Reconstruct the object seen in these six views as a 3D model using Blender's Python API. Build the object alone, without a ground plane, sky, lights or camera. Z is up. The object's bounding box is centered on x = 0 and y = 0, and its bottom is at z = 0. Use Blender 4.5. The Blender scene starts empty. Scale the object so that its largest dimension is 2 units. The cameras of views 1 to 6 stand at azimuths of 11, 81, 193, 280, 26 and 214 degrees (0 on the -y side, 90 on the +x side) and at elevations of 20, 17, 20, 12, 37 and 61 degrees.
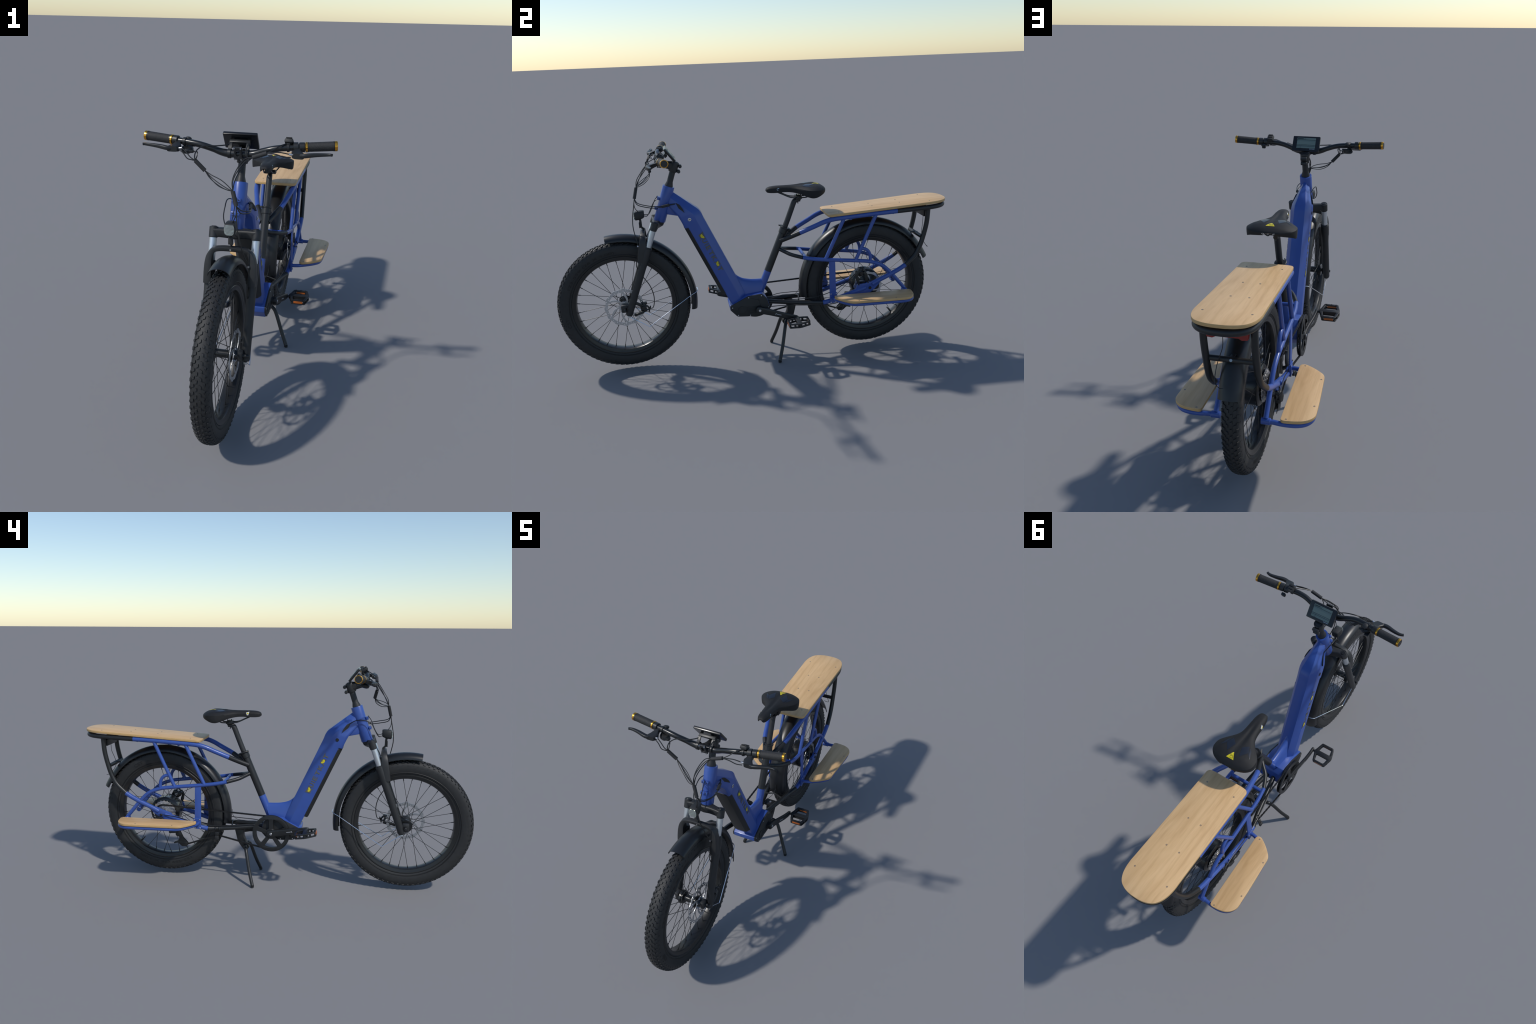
# Cargo electric bicycle: procedural model (bpy, Blender 4.5)
import bpy, bmesh, math, random
import numpy as np
from mathutils import Vector, Matrix
from mathutils.bvhtree import BVHTree

random.seed(7)
CX = 0.005                      # the bicycle's mid plane (x)
PI = math.pi

# ---------------------------------------------------------------- materials
def new_mat(name):
    m = bpy.data.materials.new(name); m.use_nodes = True
    nt = m.node_tree; b = nt.nodes["Principled BSDF"]
    return m, nt, b

def grain(nt, b, scale, strength, dist=0.001, detail=3.0):
    tc = nt.nodes.new("ShaderNodeTexCoord"); n = nt.nodes.new("ShaderNodeTexNoise")
    n.inputs["Scale"].default_value = scale; n.inputs["Detail"].default_value = detail
    bp = nt.nodes.new("ShaderNodeBump"); bp.inputs["Strength"].default_value = strength; bp.inputs["Distance"].default_value = dist
    nt.links.new(tc.outputs["Object"], n.inputs["Vector"]); nt.links.new(n.outputs["Fac"], bp.inputs["Height"])
    nt.links.new(bp.outputs["Normal"], b.inputs["Normal"])
    return tc, n

def mottled(name, col, rough, metal=0.0, scale=60, vary=0.08, coat=0.0, bump=0.0, bump_scale=400, spec=0.5):
    """one colour with a slight procedural mottling"""
    m, nt, b = new_mat(name)
    tc = nt.nodes.new("ShaderNodeTexCoord"); n = nt.nodes.new("ShaderNodeTexNoise"); r = nt.nodes.new("ShaderNodeValToRGB")
    n.inputs["Scale"].default_value = scale; n.inputs["Detail"].default_value = 4
    lo = [c * (1 - vary) for c in col]; hi = [min(1, c * (1 + vary)) for c in col]
    r.color_ramp.elements[0].position = .3; r.color_ramp.elements[1].position = .7
    r.color_ramp.elements[0].color = (*lo, 1); r.color_ramp.elements[1].color = (*hi, 1)
    nt.links.new(tc.outputs["Object"], n.inputs["Vector"]); nt.links.new(n.outputs["Fac"], r.inputs["Fac"])
    nt.links.new(r.outputs["Color"], b.inputs["Base Color"])
    b.inputs["Roughness"].default_value = rough; b.inputs["Metallic"].default_value = metal
    b.inputs["Coat Weight"].default_value = coat; b.inputs["Coat Roughness"].default_value = .15
    b.inputs["Specular IOR Level"].default_value = spec
    if bump:
        n2 = nt.nodes.new("ShaderNodeTexNoise"); n2.inputs["Scale"].default_value = bump_scale; n2.inputs["Detail"].default_value = 2
        bp = nt.nodes.new("ShaderNodeBump"); bp.inputs["Strength"].default_value = bump; bp.inputs["Distance"].default_value = .001
        nt.links.new(tc.outputs["Object"], n2.inputs["Vector"]); nt.links.new(n2.outputs["Fac"], bp.inputs["Height"])
        nt.links.new(bp.outputs["Normal"], b.inputs["Normal"])
    return m

BLUE = mottled("blue_paint", (.0345, .083, .328), .38, scale=25, vary=.03, coat=.15)
BLACK = mottled("black_satin", (.0125, .0135, .0145), .42, vary=.1)
BLACKG = mottled("black_gloss", (.010, .011, .012), .28, vary=.1)
MATT = mottled("black_matt_plastic", (.017, .018, .019), .6, vary=.1, bump=.12, bump_scale=900)
FORKB = mottled("fork_charcoal", (.019, .020, .0215), .5, vary=.08)
RUBBER = mottled("tyre_rubber", (.0172, .0176, .0184), .62, scale=90, vary=.16, bump=.15, bump_scale=700)
RUBBERD = mottled("tyre_marking_rubber", (.0045, .0045, .005), .6, vary=.1)
GUARD = mottled("mudguard_plastic", (.0105, .0115, .0135), .36, vary=.08)
SADDLE = mottled("saddle_vinyl", (.0125, .0125, .0133), .66, scale=120, vary=.12, bump=.2, bump_scale=1200, spec=.35)
SADDLEP = mottled("saddle_gloss_panel", (.012, .016, .026), .3, vary=.1)
STEEL = mottled("brushed_steel", (.62, .63, .65), .32, metal=1.0, vary=.06)
ROTOR = mottled("brake_steel", (.50, .51, .53), .42, metal=1.0, vary=.08)
STANCH = mottled("stanchion_alloy", (.60, .63, .66), .34, metal=.75, vary=.03)
CHROME = mottled("chrome_wire", (.78, .80, .83), .15, metal=1.0, vary=.03)
COG = mottled("sprocket_steel", (.72, .70, .69), .34, metal=.9, vary=.1)
DARKST = mottled("dark_chain_steel", (.02, .02, .021), .4, metal=.5, vary=.2)
GOLD = mottled("anodised_gold", (.72, .36, .05), .25, metal=1.0, vary=.05)
SPOKE = mottled("black_spoke_steel", (.012, .012, .013), .4, vary=.1)
ORANGE = mottled("orange_reflector", (.52, .13, .02), .3, vary=.12, scale=300)
RED = mottled("red_lamp_plastic", (.24, .02, .016), .35, vary=.08)
YELLOW = mottled("yellow_print", (.62, .52, .015), .45, vary=.04)
WHITE = mottled("white_print", (.62, .62, .62), .45, vary=.04)
PALEBLUE = mottled("pale_blue_print", (.30, .38, .46), .45, vary=.04)
LETTER = mottled("grey_lettering", (.100, .100, .086), .5, vary=.05)
LETTERF = mottled("white_faint_lettering", (.35, .36, .38), .5, vary=.05)
SCREEN = mottled("lcd_screen", (.125, .175, .160), .3, vary=.03)  # base colour lightened to offset the shade on this face, turned from the sun
INK = mottled("lcd_ink", (.008, .010, .010), .4, vary=.05)
BEZEL = mottled("display_bezel", (.008, .009, .011), .25, vary=.05)
CABLE = mottled("cable_sheath", (.010, .0105, .011), .4, vary=.1)
SLEEVE = mottled("cable_sleeve_fabric", (.024, .024, .025), .75, vary=.12, bump=.2)
LAMP = mottled("lamp_reflector", (.34, .37, .35), .18, metal=.9, scale=180, vary=.4)
SCREWM = mottled("zinc_screw", (.16, .17, .18), .45, metal=.7, vary=.15)
RIM = mottled("rim_alloy_black", (.013, .0135, .014), .33, vary=.08)

def wood_mat():
    m, nt, b = new_mat("birch_plywood")
    N, L = nt.nodes.new, nt.links.new
    tc = N("ShaderNodeTexCoord"); mp = N("ShaderNodeMapping"); mp.inputs["Scale"].default_value = (14, 2.4, 14)
    L(tc.outputs["Object"], mp.inputs["Vector"])
    n1 = N("ShaderNodeTexNoise"); n1.inputs["Scale"].default_value = 1.4; n1.inputs["Detail"].default_value = 6; n1.inputs["Distortion"].default_value = 1.2
    L(mp.outputs["Vector"], n1.inputs["Vector"])
    r1 = N("ShaderNodeValToRGB"); e = r1.color_ramp.elements
    e[0].position = .30; e[0].color = (.610, .378, .174, 1); e[1].position = .72; e[1].color = (.715, .470, .236, 1)
    x = e.new(.5); x.color = (.668, .428, .206, 1)
    L(n1.outputs["Fac"], r1.inputs["Fac"])
    # fine dark pores stretched along the board
    mp2 = N("ShaderNodeMapping"); mp2.inputs["Scale"].default_value = (260, 9, 260); L(tc.outputs["Object"], mp2.inputs["Vector"])
    n2 = N("ShaderNodeTexNoise"); n2.inputs["Scale"].default_value = 1.0; n2.inputs["Detail"].default_value = 3; L(mp2.outputs["Vector"], n2.inputs["Vector"])
    r2 = N("ShaderNodeValToRGB"); r2.color_ramp.elements[0].position = .34; r2.color_ramp.elements[0].color = (.93, .91, .88, 1)
    r2.color_ramp.elements[1].position = .5; r2.color_ramp.elements[1].color = (1, 1, 1, 1); L(n2.outputs["Fac"], r2.inputs["Fac"])
    # cathedral figure: distorted bands along the length
    mp3 = N("ShaderNodeMapping"); mp3.inputs["Scale"].default_value = (9, .8, 9); L(tc.outputs["Object"], mp3.inputs["Vector"])
    w = N("ShaderNodeTexWave"); w.inputs["Scale"].default_value = 1.0; w.inputs["Distortion"].default_value = 7; w.inputs["Detail"].default_value = 3
    w.inputs["Detail Scale"].default_value = 1.3; L(mp3.outputs["Vector"], w.inputs["Vector"])
    r3 = N("ShaderNodeValToRGB"); r3.color_ramp.elements[0].position = .0; r3.color_ramp.elements[0].color = (.90, .875, .84, 1)
    r3.color_ramp.elements[1].position = .35; r3.color_ramp.elements[1].color = (1, 1, 1, 1); L(w.outputs["Fac"], r3.inputs["Fac"])
    m1 = N("ShaderNodeMix"); m1.data_type = 'RGBA'; m1.blend_type = 'MULTIPLY'; m1.inputs["Factor"].default_value = .8
    m2 = N("ShaderNodeMix"); m2.data_type = 'RGBA'; m2.blend_type = 'MULTIPLY'; m2.inputs["Factor"].default_value = .7
    L(r1.outputs["Color"], m1.inputs["A"]); L(r2.outputs["Color"], m1.inputs["B"])
    L(m1.outputs["Result"], m2.inputs["A"]); L(r3.outputs["Color"], m2.inputs["B"])
    L(m2.outputs["Result"], b.inputs["Base Color"])
    b.inputs["Roughness"].default_value = .45
    return m
WOOD = wood_mat()

def ply_edge():
    m, nt, b = new_mat("plywood_edge")
    N, L = nt.nodes.new, nt.links.new
    tc = N("ShaderNodeTexCoord"); mp = N("ShaderNodeMapping"); mp.inputs["Scale"].default_value = (40, 40, 500)
    L(tc.outputs["Object"], mp.inputs["Vector"])
    n = N("ShaderNodeTexNoise"); n.inputs["Scale"].default_value = 1; L(mp.outputs["Vector"], n.inputs["Vector"])
    r = N("ShaderNodeValToRGB"); r.color_ramp.elements[0].position = .3; r.color_ramp.elements[0].color = (.50, .315, .125, 1)
    r.color_ramp.elements[1].position = .7; r.color_ramp.elements[1].color = (.60, .39, .175, 1)
    L(n.outputs["Fac"], r.inputs["Fac"]); L(r.outputs["Color"], b.inputs["Base Color"]); b.inputs["Roughness"].default_value = .5
    return m
PLYEDGE = ply_edge()

def grip_mat():
    m, nt, b = new_mat("knurled_grip_rubber")
    N, L = nt.nodes.new, nt.links.new
    tc = N("ShaderNodeTexCoord"); v = N("ShaderNodeTexVoronoi"); v.inputs["Scale"].default_value = 420
    L(tc.outputs["Object"], v.inputs["Vector"])
    r = N("ShaderNodeValToRGB"); r.color_ramp.elements[0].color = (.036, .036, .037, 1); r.color_ramp.elements[1].color = (.014, .014, .0145, 1)
    r.color_ramp.elements[1].position = .7
    L(v.outputs["Distance"], r.inputs["Fac"]); L(r.outputs["Color"], b.inputs["Base Color"])
    bp = N("ShaderNodeBump"); bp.inputs["Strength"].default_value = .5; bp.inputs["Distance"].default_value = .001; bp.invert = True
    L(v.outputs["Distance"], bp.inputs["Height"]); L(bp.outputs["Normal"], b.inputs["Normal"]); b.inputs["Roughness"].default_value = .7
    return m
GRIP = grip_mat()

def glass_mat():
    m, nt, b = new_mat("lamp_glass")
    b.inputs["Transmission Weight"].default_value = .85; b.inputs["Roughness"].default_value = .05; b.inputs["Base Color"].default_value = (.85, .9, .88, 1)
    grain(nt, b, 250, .4)
    return m
GLASS = glass_mat()

# ---------------------------------------------------------------- geometry helpers
class Geo:
    def __init__(s): s.v = []; s.f = []
    def add(s, g):
        o = len(s.v); s.v += [tuple(p) for p in g.v]; s.f += [tuple(i + o for i in f) for f in g.f]; return s
    def xf(s, M):
        s.v = [tuple(M @ Vector(p)) for p in s.v]; return s

def catmull(pts, n=8, closed=False):
    P = [np.array(p, float) for p in pts]; out = []
    m = len(P)
    for i in range(m if closed else m - 1):
        if closed: a, b, c, d = P[i - 1], P[i], P[(i + 1) % m], P[(i + 2) % m]
        else:
            b, c = P[i], P[i + 1]
            a = P[i - 1] if i else 2 * b - c
            d = P[i + 2] if i + 2 < m else 2 * c - b
        t0 = 0; t1 = t0 + max(np.linalg.norm(b - a), 1e-6) ** .5; t2 = t1 + max(np.linalg.norm(c - b), 1e-6) ** .5; t3 = t2 + max(np.linalg.norm(d - c), 1e-6) ** .5
        for k in range(n):
            t = t1 + (t2 - t1) * k / n
            A1 = (t1 - t) / (t1 - t0) * a + (t - t0) / (t1 - t0) * b
            A2 = (t2 - t) / (t2 - t1) * b + (t - t1) / (t2 - t1) * c
            A3 = (t3 - t) / (t3 - t2) * c + (t - t2) / (t3 - t2) * d
            B1 = (t2 - t) / (t2 - t0) * A1 + (t - t0) / (t2 - t0) * A2
            B2 = (t3 - t) / (t3 - t1) * A2 + (t - t1) / (t3 - t1) * A3
            out.append((t2 - t) / (t2 - t1) * B1 + (t - t1) / (t2 - t1) * B2)
    if not closed: out.append(P[-1])
    return out

def frames(path, up=None):
    P = [np.array(p, float) for p in path]; T = []
    for i in range(len(P)):
        t = P[min(i + 1, len(P) - 1)] - P[max(i - 1, 0)]; T.append(t / (np.linalg.norm(t) + 1e-12))
    if up is not None:
        fr = []
        for t in T:
            a = np.cross(t, up); a /= np.linalg.norm(a) + 1e-12; fr.append((a, np.cross(a, t)))
        return P, fr
    r = np.array([0, 0, 1.0]) if abs(T[0][2]) < .9 else np.array([1.0, 0, 0])
    a = np.cross(T[0], r); a /= np.linalg.norm(a); fr = []
    for i, t in enumerate(T):
        a = a - t * np.dot(a, t); a /= np.linalg.norm(a) + 1e-12
        fr.append((a, np.cross(t, a)))
    return P, fr

def sweep(path, r, seg=14, up=None, section=None, cap=True):
    """tube along a path; r number or list; section: list of (a,b) multipliers"""
    P, fr = frames(path, up)
    if section is None: section = [(math.cos(2 * PI * k / seg), math.sin(2 * PI * k / seg)) for k in range(seg)]
    seg = len(section); R = r if hasattr(r, '__len__') else [r] * len(P)
    if len(R) != len(P): R = list(np.interp(np.linspace(0, 1, len(P)), np.linspace(0, 1, len(R)), R))
    g = Geo()
    for p, (a, b), q in zip(P, fr, R):
        for s, t in section: g.v.append(tuple(p + a * s * q + b * t * q))
    for i in range(len(P) - 1):
        for k in range(seg):
            k2 = (k + 1) % seg
            g.f.append((i * seg + k, i * seg + k2, (i + 1) * seg + k2, (i + 1) * seg + k))
    if cap:
        g.f.append(tuple(reversed(range(seg)))); o = (len(P) - 1) * seg; g.f.append(tuple(range(o, o + seg)))
    return g

def revolve(profile, origin, axis, n=48, closed=False, ang=(0, 2 * PI), zero=None):
    """profile [(along axis, radius)...] turned about the axis"""
    ax = Vector(axis).normalized(); o = Vector(origin)
    ref = Vector(zero) if zero is not None else (Vector((0, 0, 1)) if abs(ax.z) < .9 else Vector((0, 1, 0)))
    u = (ref - ax * ref.dot(ax)).normalized(); w = ax.cross(u)
    full = abs(ang[1] - ang[0] - 2 * PI) < 1e-6
    m = len(profile); g = Geo(); nn = n if full else n + 1
    for i in range(nn):
        a = ang[0] + (ang[1] - ang[0]) * i / n
        d = u * math.cos(a) + w * math.sin(a)
        for h, r in profile: g.v.append(tuple(o + ax * h + d * r))
    for i in range(n):
        j = (i + 1) % nn
        for k in range(m if closed else m - 1):
            k2 = (k + 1) % m
            g.f.append((i * m + k, j * m + k, j * m + k2, i * m + k2))
    if not full and closed:
        g.f.append(tuple(range(m))); g.f.append(tuple(reversed(range((nn - 1) * m, nn * m))))
    return g

def cyl(p, q, r, r2=None, n=24, edge=0.0):
    p, q = Vector(p), Vector(q); L = (q - p).length; r2 = r if r2 is None else r2
    e = min(edge, L / 3)
    prof = [(0, 0), (0, r - e), (e, r), (L - e, r2), (L, r2 - e), (L, 0)] if e else [(0, 0), (0, r), (L, r2), (L, 0)]
    return revolve(prof, p, q - p, n)

def loft(secs, cap=True):
    m = len(secs[0]); g = Geo()
    for s in secs: g.v += [tuple(p) for p in s]
    for i in range(len(secs) - 1):
        for k in range(m):
            k2 = (k + 1) % m
            g.f.append((i * m + k, i * m + k2, (i + 1) * m + k2, (i + 1) * m + k))
    if cap:
        g.f.append(tuple(reversed(range(m)))); o = (len(secs) - 1) * m; g.f.append(tuple(range(o, o + m)))
    return g

def box(c, size, rot=None, bevel=0.0, seg=2):
    bm = bmesh.new(); bmesh.ops.create_cube(bm, size=1)
    bmesh.ops.scale(bm, vec=size, verts=bm.verts)
    if bevel: bmesh.ops.bevel(bm, geom=bm.edges[:], offset=bevel, segments=seg, profile=.5, affect='EDGES')
    M = Matrix.Translation(c) @ (rot.to_4x4() if rot is not None else Matrix.Identity(4))
    g = Geo(); g.v = [tuple(M @ v.co) for v in bm.verts]; g.f = [tuple(v.index for v in f.verts) for f in bm.faces]; bm.free()
    return g

def bevelled(g, width, seg=2, angle=25):
    bm = bmesh.new(); vs = [bm.verts.new(p) for p in g.v]
    for f in g.f:
        try: bm.faces.new([vs[i] for i in f])
        except ValueError: pass
    bmesh.ops.recalc_face_normals(bm, faces=bm.faces[:])
    ed = [e for e in bm.edges if len(e.link_faces) == 2 and e.calc_face_angle(0) > math.radians(angle)]
    bmesh.ops.bevel(bm, geom=ed, offset=width, segments=seg, profile=.5, affect='EDGES', clamp_overlap=True)
    bm.verts.index_update(); out = Geo(); out.v = [tuple(v.co) for v in bm.verts]; out.f = [tuple(v.index for v in f.verts) for f in bm.faces]; bm.free()
    return out

def plate(loops, depth, bevel=0.0, M=None):
    """flat plate from 2D loops (outer + holes), thickness depth centred on 0"""
    cu = bpy.data.curves.new("tmp", 'CURVE'); cu.dimensions = '2D'; cu.fill_mode = 'BOTH'
    cu.extrude = max(depth / 2 - bevel, 0); cu.bevel_depth = bevel; cu.bevel_resolution = 1; cu.offset = -bevel
    for lp in loops:
        sp = cu.splines.new('POLY'); sp.points.add(len(lp) - 1); sp.use_cyclic_u = True
        for pt, (x, y) in zip(sp.points, lp): pt.co = (x, y, 0, 1)
    return _from_temp(cu, M)

def _from_temp(cu, M):
    ob = bpy.data.objects.new("tmp", cu); me = ob.to_mesh(); g = Geo()
    g.v = [tuple(v.co) for v in me.vertices]; g.f = [tuple(p.vertices) for p in me.polygons]
    ob.to_mesh_clear(); bpy.data.objects.remove(ob); bpy.data.curves.remove(cu)
    if M is not None: g.xf(M)
    return g

def glyphs(text, thick=0.0, bold=0.0):
    """built-in font, flat mesh normalised: returns Geo with x from 0..w, and the bounds"""
    cu = bpy.data.curves.new("tmp", 'FONT'); cu.body = text; cu.size = 1; cu.extrude = thick; cu.offset = bold; cu.resolution_u = 4
    return _from_temp(cu, None)

def fit(g, u0, v0, w, h):
    xs = [p[0] for p in g.v]; ys = [p[1] for p in g.v]; a, b, c, d = min(xs), max(xs), min(ys), max(ys)
    g.v = [(u0 + (p[0] - a) / (b - a) * w, v0 + (p[1] - c) / (d - c) * h, p[2]) for p in g.v]; return g

def make(name, g, mat, parent=None, smooth=32, mats=None, pick=None):
    me = bpy.data.meshes.new(name); me.from_pydata([tuple(map(float, p)) for p in g.v], [], g.f)
    bm = bmesh.new(); bm.from_mesh(me)
    bmesh.ops.remove_doubles(bm, verts=bm.verts, dist=1e-6); bmesh.ops.recalc_face_normals(bm, faces=bm.faces[:]); bm.to_mesh(me); bm.free()
    if mats:
        for x in mats: me.materials.append(x)
        for p in me.polygons: p.material_index = pick(p)
    else: me.materials.append(mat)
    if smooth:
        for p in me.polygons: p.use_smooth = True
        me.set_sharp_from_angle(angle=math.radians(smooth))
    ob = bpy.data.objects.new(name, me); bpy.context.scene.collection.objects.link(ob)
    if parent is not None: ob.parent = parent
    return ob

def copy_of(ob, M, parent):
    c = ob.copy(); c.matrix_world = M; bpy.context.scene.collection.objects.link(c); c.parent = parent; return c

def YZ(s, d0):
    """matrix: plate in (u->y, v->z) standing at x = CX + s*d0, normal along x"""
    return Matrix(((0, 0, s, CX + s * d0), (1, 0, 0, 0), (0, 1, 0, 0), (0, 0, 0, 1)))

def side(s, pts): return [(CX + s * d, y, z) for d, y, z in pts]

def arc(c, r, a0, a1, n): return [(c[0] + r * math.cos(a0 + (a1 - a0) * i / n), c[1] + r * math.sin(a0 + (a1 - a0) * i / n)) for i in range(n + 1)]

def rounded(pts, r, n=4):
    """2D polygon with rounded corners; r number or list"""
    out = []; m = len(pts)
    for i in range(m):
        p = np.array(pts[i], float); a = np.array(pts[i - 1], float) - p; b = np.array(pts[(i + 1) % m], float) - p
        rr = r[i] if hasattr(r, '__len__') else r
        la, lb = np.linalg.norm(a), np.linalg.norm(b); d = min(rr, la * .49, lb * .49); a, b = a / la * d, b / lb * d
        for k in range(n + 1):
            t = k / n; out.append(tuple((p + a) * (1 - t) ** 2 + 2 * t * (1 - t) * p + (p + b) * t * t))
    return out

def lerp(a, b, t): return tuple(x + (y - x) * t for x, y in zip(a, b))

# ---------------------------------------------------------------- the thing
bike = bpy.data.objects.new("cargo_bicycle", None); bpy.context.scene.collection.objects.link(bike)
bike["label"] = "blue step-through electric cargo bicycle with wooden rear deck"
bike["category"] = "bicycle"

# ================================================================ wheels
WR = .329
def tyre_profile():
    return [(-.0255, .254), (-.0290, .262), (-.0325, .275), (-.0340, .287), (-.0335, .299), (-.0310, .3105), (-.0262, .3178), (-.016, .3232), (0, .3252)]
HALF = tyre_profile(); TYRE = HALF + [(-x, r) for x, r in reversed(HALF[:-1])]
def tyre_x(r):
    """sidewall half width at radius r"""
    rs = [p[1] for p in HALF[:7]]; xs = [-p[0] for p in HALF[:7]]
    return float(np.interp(r, rs, xs))
def crown_r(x):
    xs = [p[0] for p in HALF[3:]]; rs = [p[1] for p in HALF[3:]]      # from the widest point out to the crown
    return float(np.interp(-abs(x), xs, rs))

def knob(x, ang, lx, lt, h, skew=0.0):
    """tread block centred at lateral x, angle ang; lx lateral half size, lt tangential half size (metres)"""
    g = Geo()
    for top in (0, 1):
        k = .84 if top else 1.0
        for sx, st in ((-1, -1), (1, -1), (1, 1), (-1, 1)):
            xx = x + sx * lx * k; a = ang + (st * lt * k + skew * sx * lx) / .32
            r0 = crown_r(xx); slope = (crown_r(xx + .001) - crown_r(xx - .001)) / .002     # outward normal of the carcass
            nl = math.hypot(1, slope); dr = h if top else -.002
            px, pr = xx - slope / nl * dr, r0 + dr / nl
            g.v.append((px, pr * math.sin(a), pr * math.cos(a)))
    g.f = [(4, 5, 6, 7), (0, 1, 5, 4), (1, 2, 6, 5), (2, 3, 7, 6), (3, 0, 4, 7)]
    return g

def wheel(cy, cz, rear):
    C = Vector((CX, cy, cz)); ax = (1, 0, 0)
    # rim (the wheel part itself): wide, shallow, black
    rim = [(-.0275, .2570), (-.0290, .2555), (-.0290, .2500), (-.0280, .2480), (-.0262, .2425), (-.0248, .2372), (-.018, .2345), (0, .2335)]
    prof = rim + [(-x, r) for x, r in reversed(rim[:-1])] + [(.025, .2585), (-.025, .2585)]
    W = make("wheel", revolve(prof, C, ax, 144, closed=True), RIM, bike, 28)
    make("tyre", revolve(TYRE + [(.020, .250), (-.020, .250)], C, ax, 144, closed=True), RUBBER, W, 40)
    # bead line
    make("tyre_bead", Geo().add(revolve([(-.0295, .2650), (-.0318, .2660), (-.0325, .2685), (-.0312, .2705)], C, ax, 144)).add(revolve([(.0295, .2650), (.0318, .2660), (.0325, .2685), (.0312, .2705)], C, ax, 144)), RUBBERD, W)
    T = Geo(); n = 78; st = 2 * PI / n
    for i in range(n):
        a = i * st; s = 1 if i % 2 else -1
        T.add(knob(-.0064, a, .0043, .0054, .0040, skew=.35)); T.add(knob(.0070, a + st * .40, .0043, .0054, .0040, skew=-.35))
        T.add(knob(-.0172, a + st * .45, .0042, .0048, .0040, skew=.5)); T.add(knob(.0176, a + st * .88, .0042, .0048, .0040, skew=-.5))
        T.add(knob(-.0262, a + st * .1, .0032, .0058 + .0012 * s, .0034)); T.add(knob(.0262, a + st * .52, .0032, .0058 - .0012 * s, .0034))
    # shallow bars moulded into the shoulder
    for i in range(n):
        for sx in (-1, 1):
            a = i * st + .01; g = Geo()
            for top in (0, 1):
                for rr, da in ((.300, -.009), (.3065, -.009), (.3065, .009), (.300, .009)):
                    x = sx * (tyre_x(rr) + (.0009 if top else -.001)); g.v.append((x, rr * math.sin(a + da), rr * math.cos(a + da)))
            g.f = [(4, 5, 6, 7), (0, 1, 5, 4), (1, 2, 6, 5), (2, 3, 7, 6), (3, 0, 4, 7)]
            T.add(g)
    T.xf(Matrix.Translation(C)); t = make("tread", T, RUBBER, W, 20); t["kind"] = "stuff"
    # moulded sidewall writing
    sx = -1 if rear else 1
    def bent(text, a_mid, r, h, length):
        g = fit(glyphs(text, 0, .012), 0, 0, length, h); out = Geo(); out.f = g.f
        for u, v, w in g.v:
            rr = r + v; a = a_mid + sx * (u - length / 2) / (r + h / 2); a = a if sx > 0 else a
            out.v.append((sx * (tyre_x(rr) + .0013), -rr * math.cos(a) if False else rr * math.sin(a), rr * math.cos(a)))
        return out.xf(Matrix.Translation(C))
    if not rear:
        make("sidewall_lettering", bent("122-559 (26 X 3.00)", -math.radians(36), .2725, .0155, .305), RUBBERD, W, 0)
        make("sidewall_lettering", bent("CST", -math.radians(103), .279, .0165, .052), RUBBERD, W, 0)
    else:
        make("sidewall_lettering", bent("122-559 (26 X 3.00)", math.radians(180), .2725, .0155, .300), RUBBERD, W, 0)
        make("sidewall_lettering", bent("CST", math.radians(29), .279, .0165, .052), RUBBERD, W, 0)
    # hub
    H = Geo()
    if not rear:
        H.add(revolve([(-.062, 0), (-.062, .009), (-.040, .010), (-.038, .028), (-.033, .029), (-.029, .028), (-.026, .0165), (.022, .0155), (.027, .027), (.031, .028), (.036, .027), (.038, .02), (.050, .019), (.062, .012), (.066, 0)], C, ax, 36))
        H.add(revolve([(-.050, 0), (-.050, .030), (-.046, .033), (-.038, .033), (-.038, 0)], C, ax, 12))
        flange, fr = .031, .0245
    else:
        H.add(revolve([(-.066, 0), (-.066, .02), (-.040, .026), (-.036, .060), (-.033, .074), (-.028, .0790), (.022, .0790), (.028, .076), (.034, .066), (.040, .045), (.046, .032), (.060, .026), (.075, .012), (.078, 0)], C, ax, 60))
        flange, fr = .024, .0755
    make("hub", H, BLACKG, W, 35)
    # spokes: one mesh per length, shared by all copies
    sp = None; N = 32
    for k in range(N):
        s = 1 if (k // 2) % 2 else -1; dr = 1 if k % 2 else -1
        a2 = 2 * PI * (k + .5) / N; base = a2
        twist = (math.radians(80) if not rear else math.radians(30)) * dr
        p = Vector((s * flange, fr * math.sin(base + twist), fr * math.cos(base + twist)))
        q = Vector((s * .006, .2350 * math.sin(a2), .2350 * math.cos(a2)))
        if sp is None:
            L = (q - p).length
            sp = make("spoke", Geo().add(cyl((0, 0, 0), (0, 0, L), .00125, n=8)).add(cyl((0, 0, L - .014), (0, 0, L), .0022, n=8)), SPOKE, W); ob = sp
        else:
            ob = sp.copy(); bpy.context.scene.collection.objects.link(ob); ob.parent = W
        d = (q - p); ob.matrix_world = Matrix.Translation(C + p) @ d.to_track_quat('Z', 'Y').to_matrix().to_4x4() @ Matrix.Diagonal((1, 1, d.length / L, 1))
    # brake rotor, left side
    xr = .047 if not rear else .056; R = .0985 if not rear else .0765; kr = R / .0985
    out = []
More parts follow.
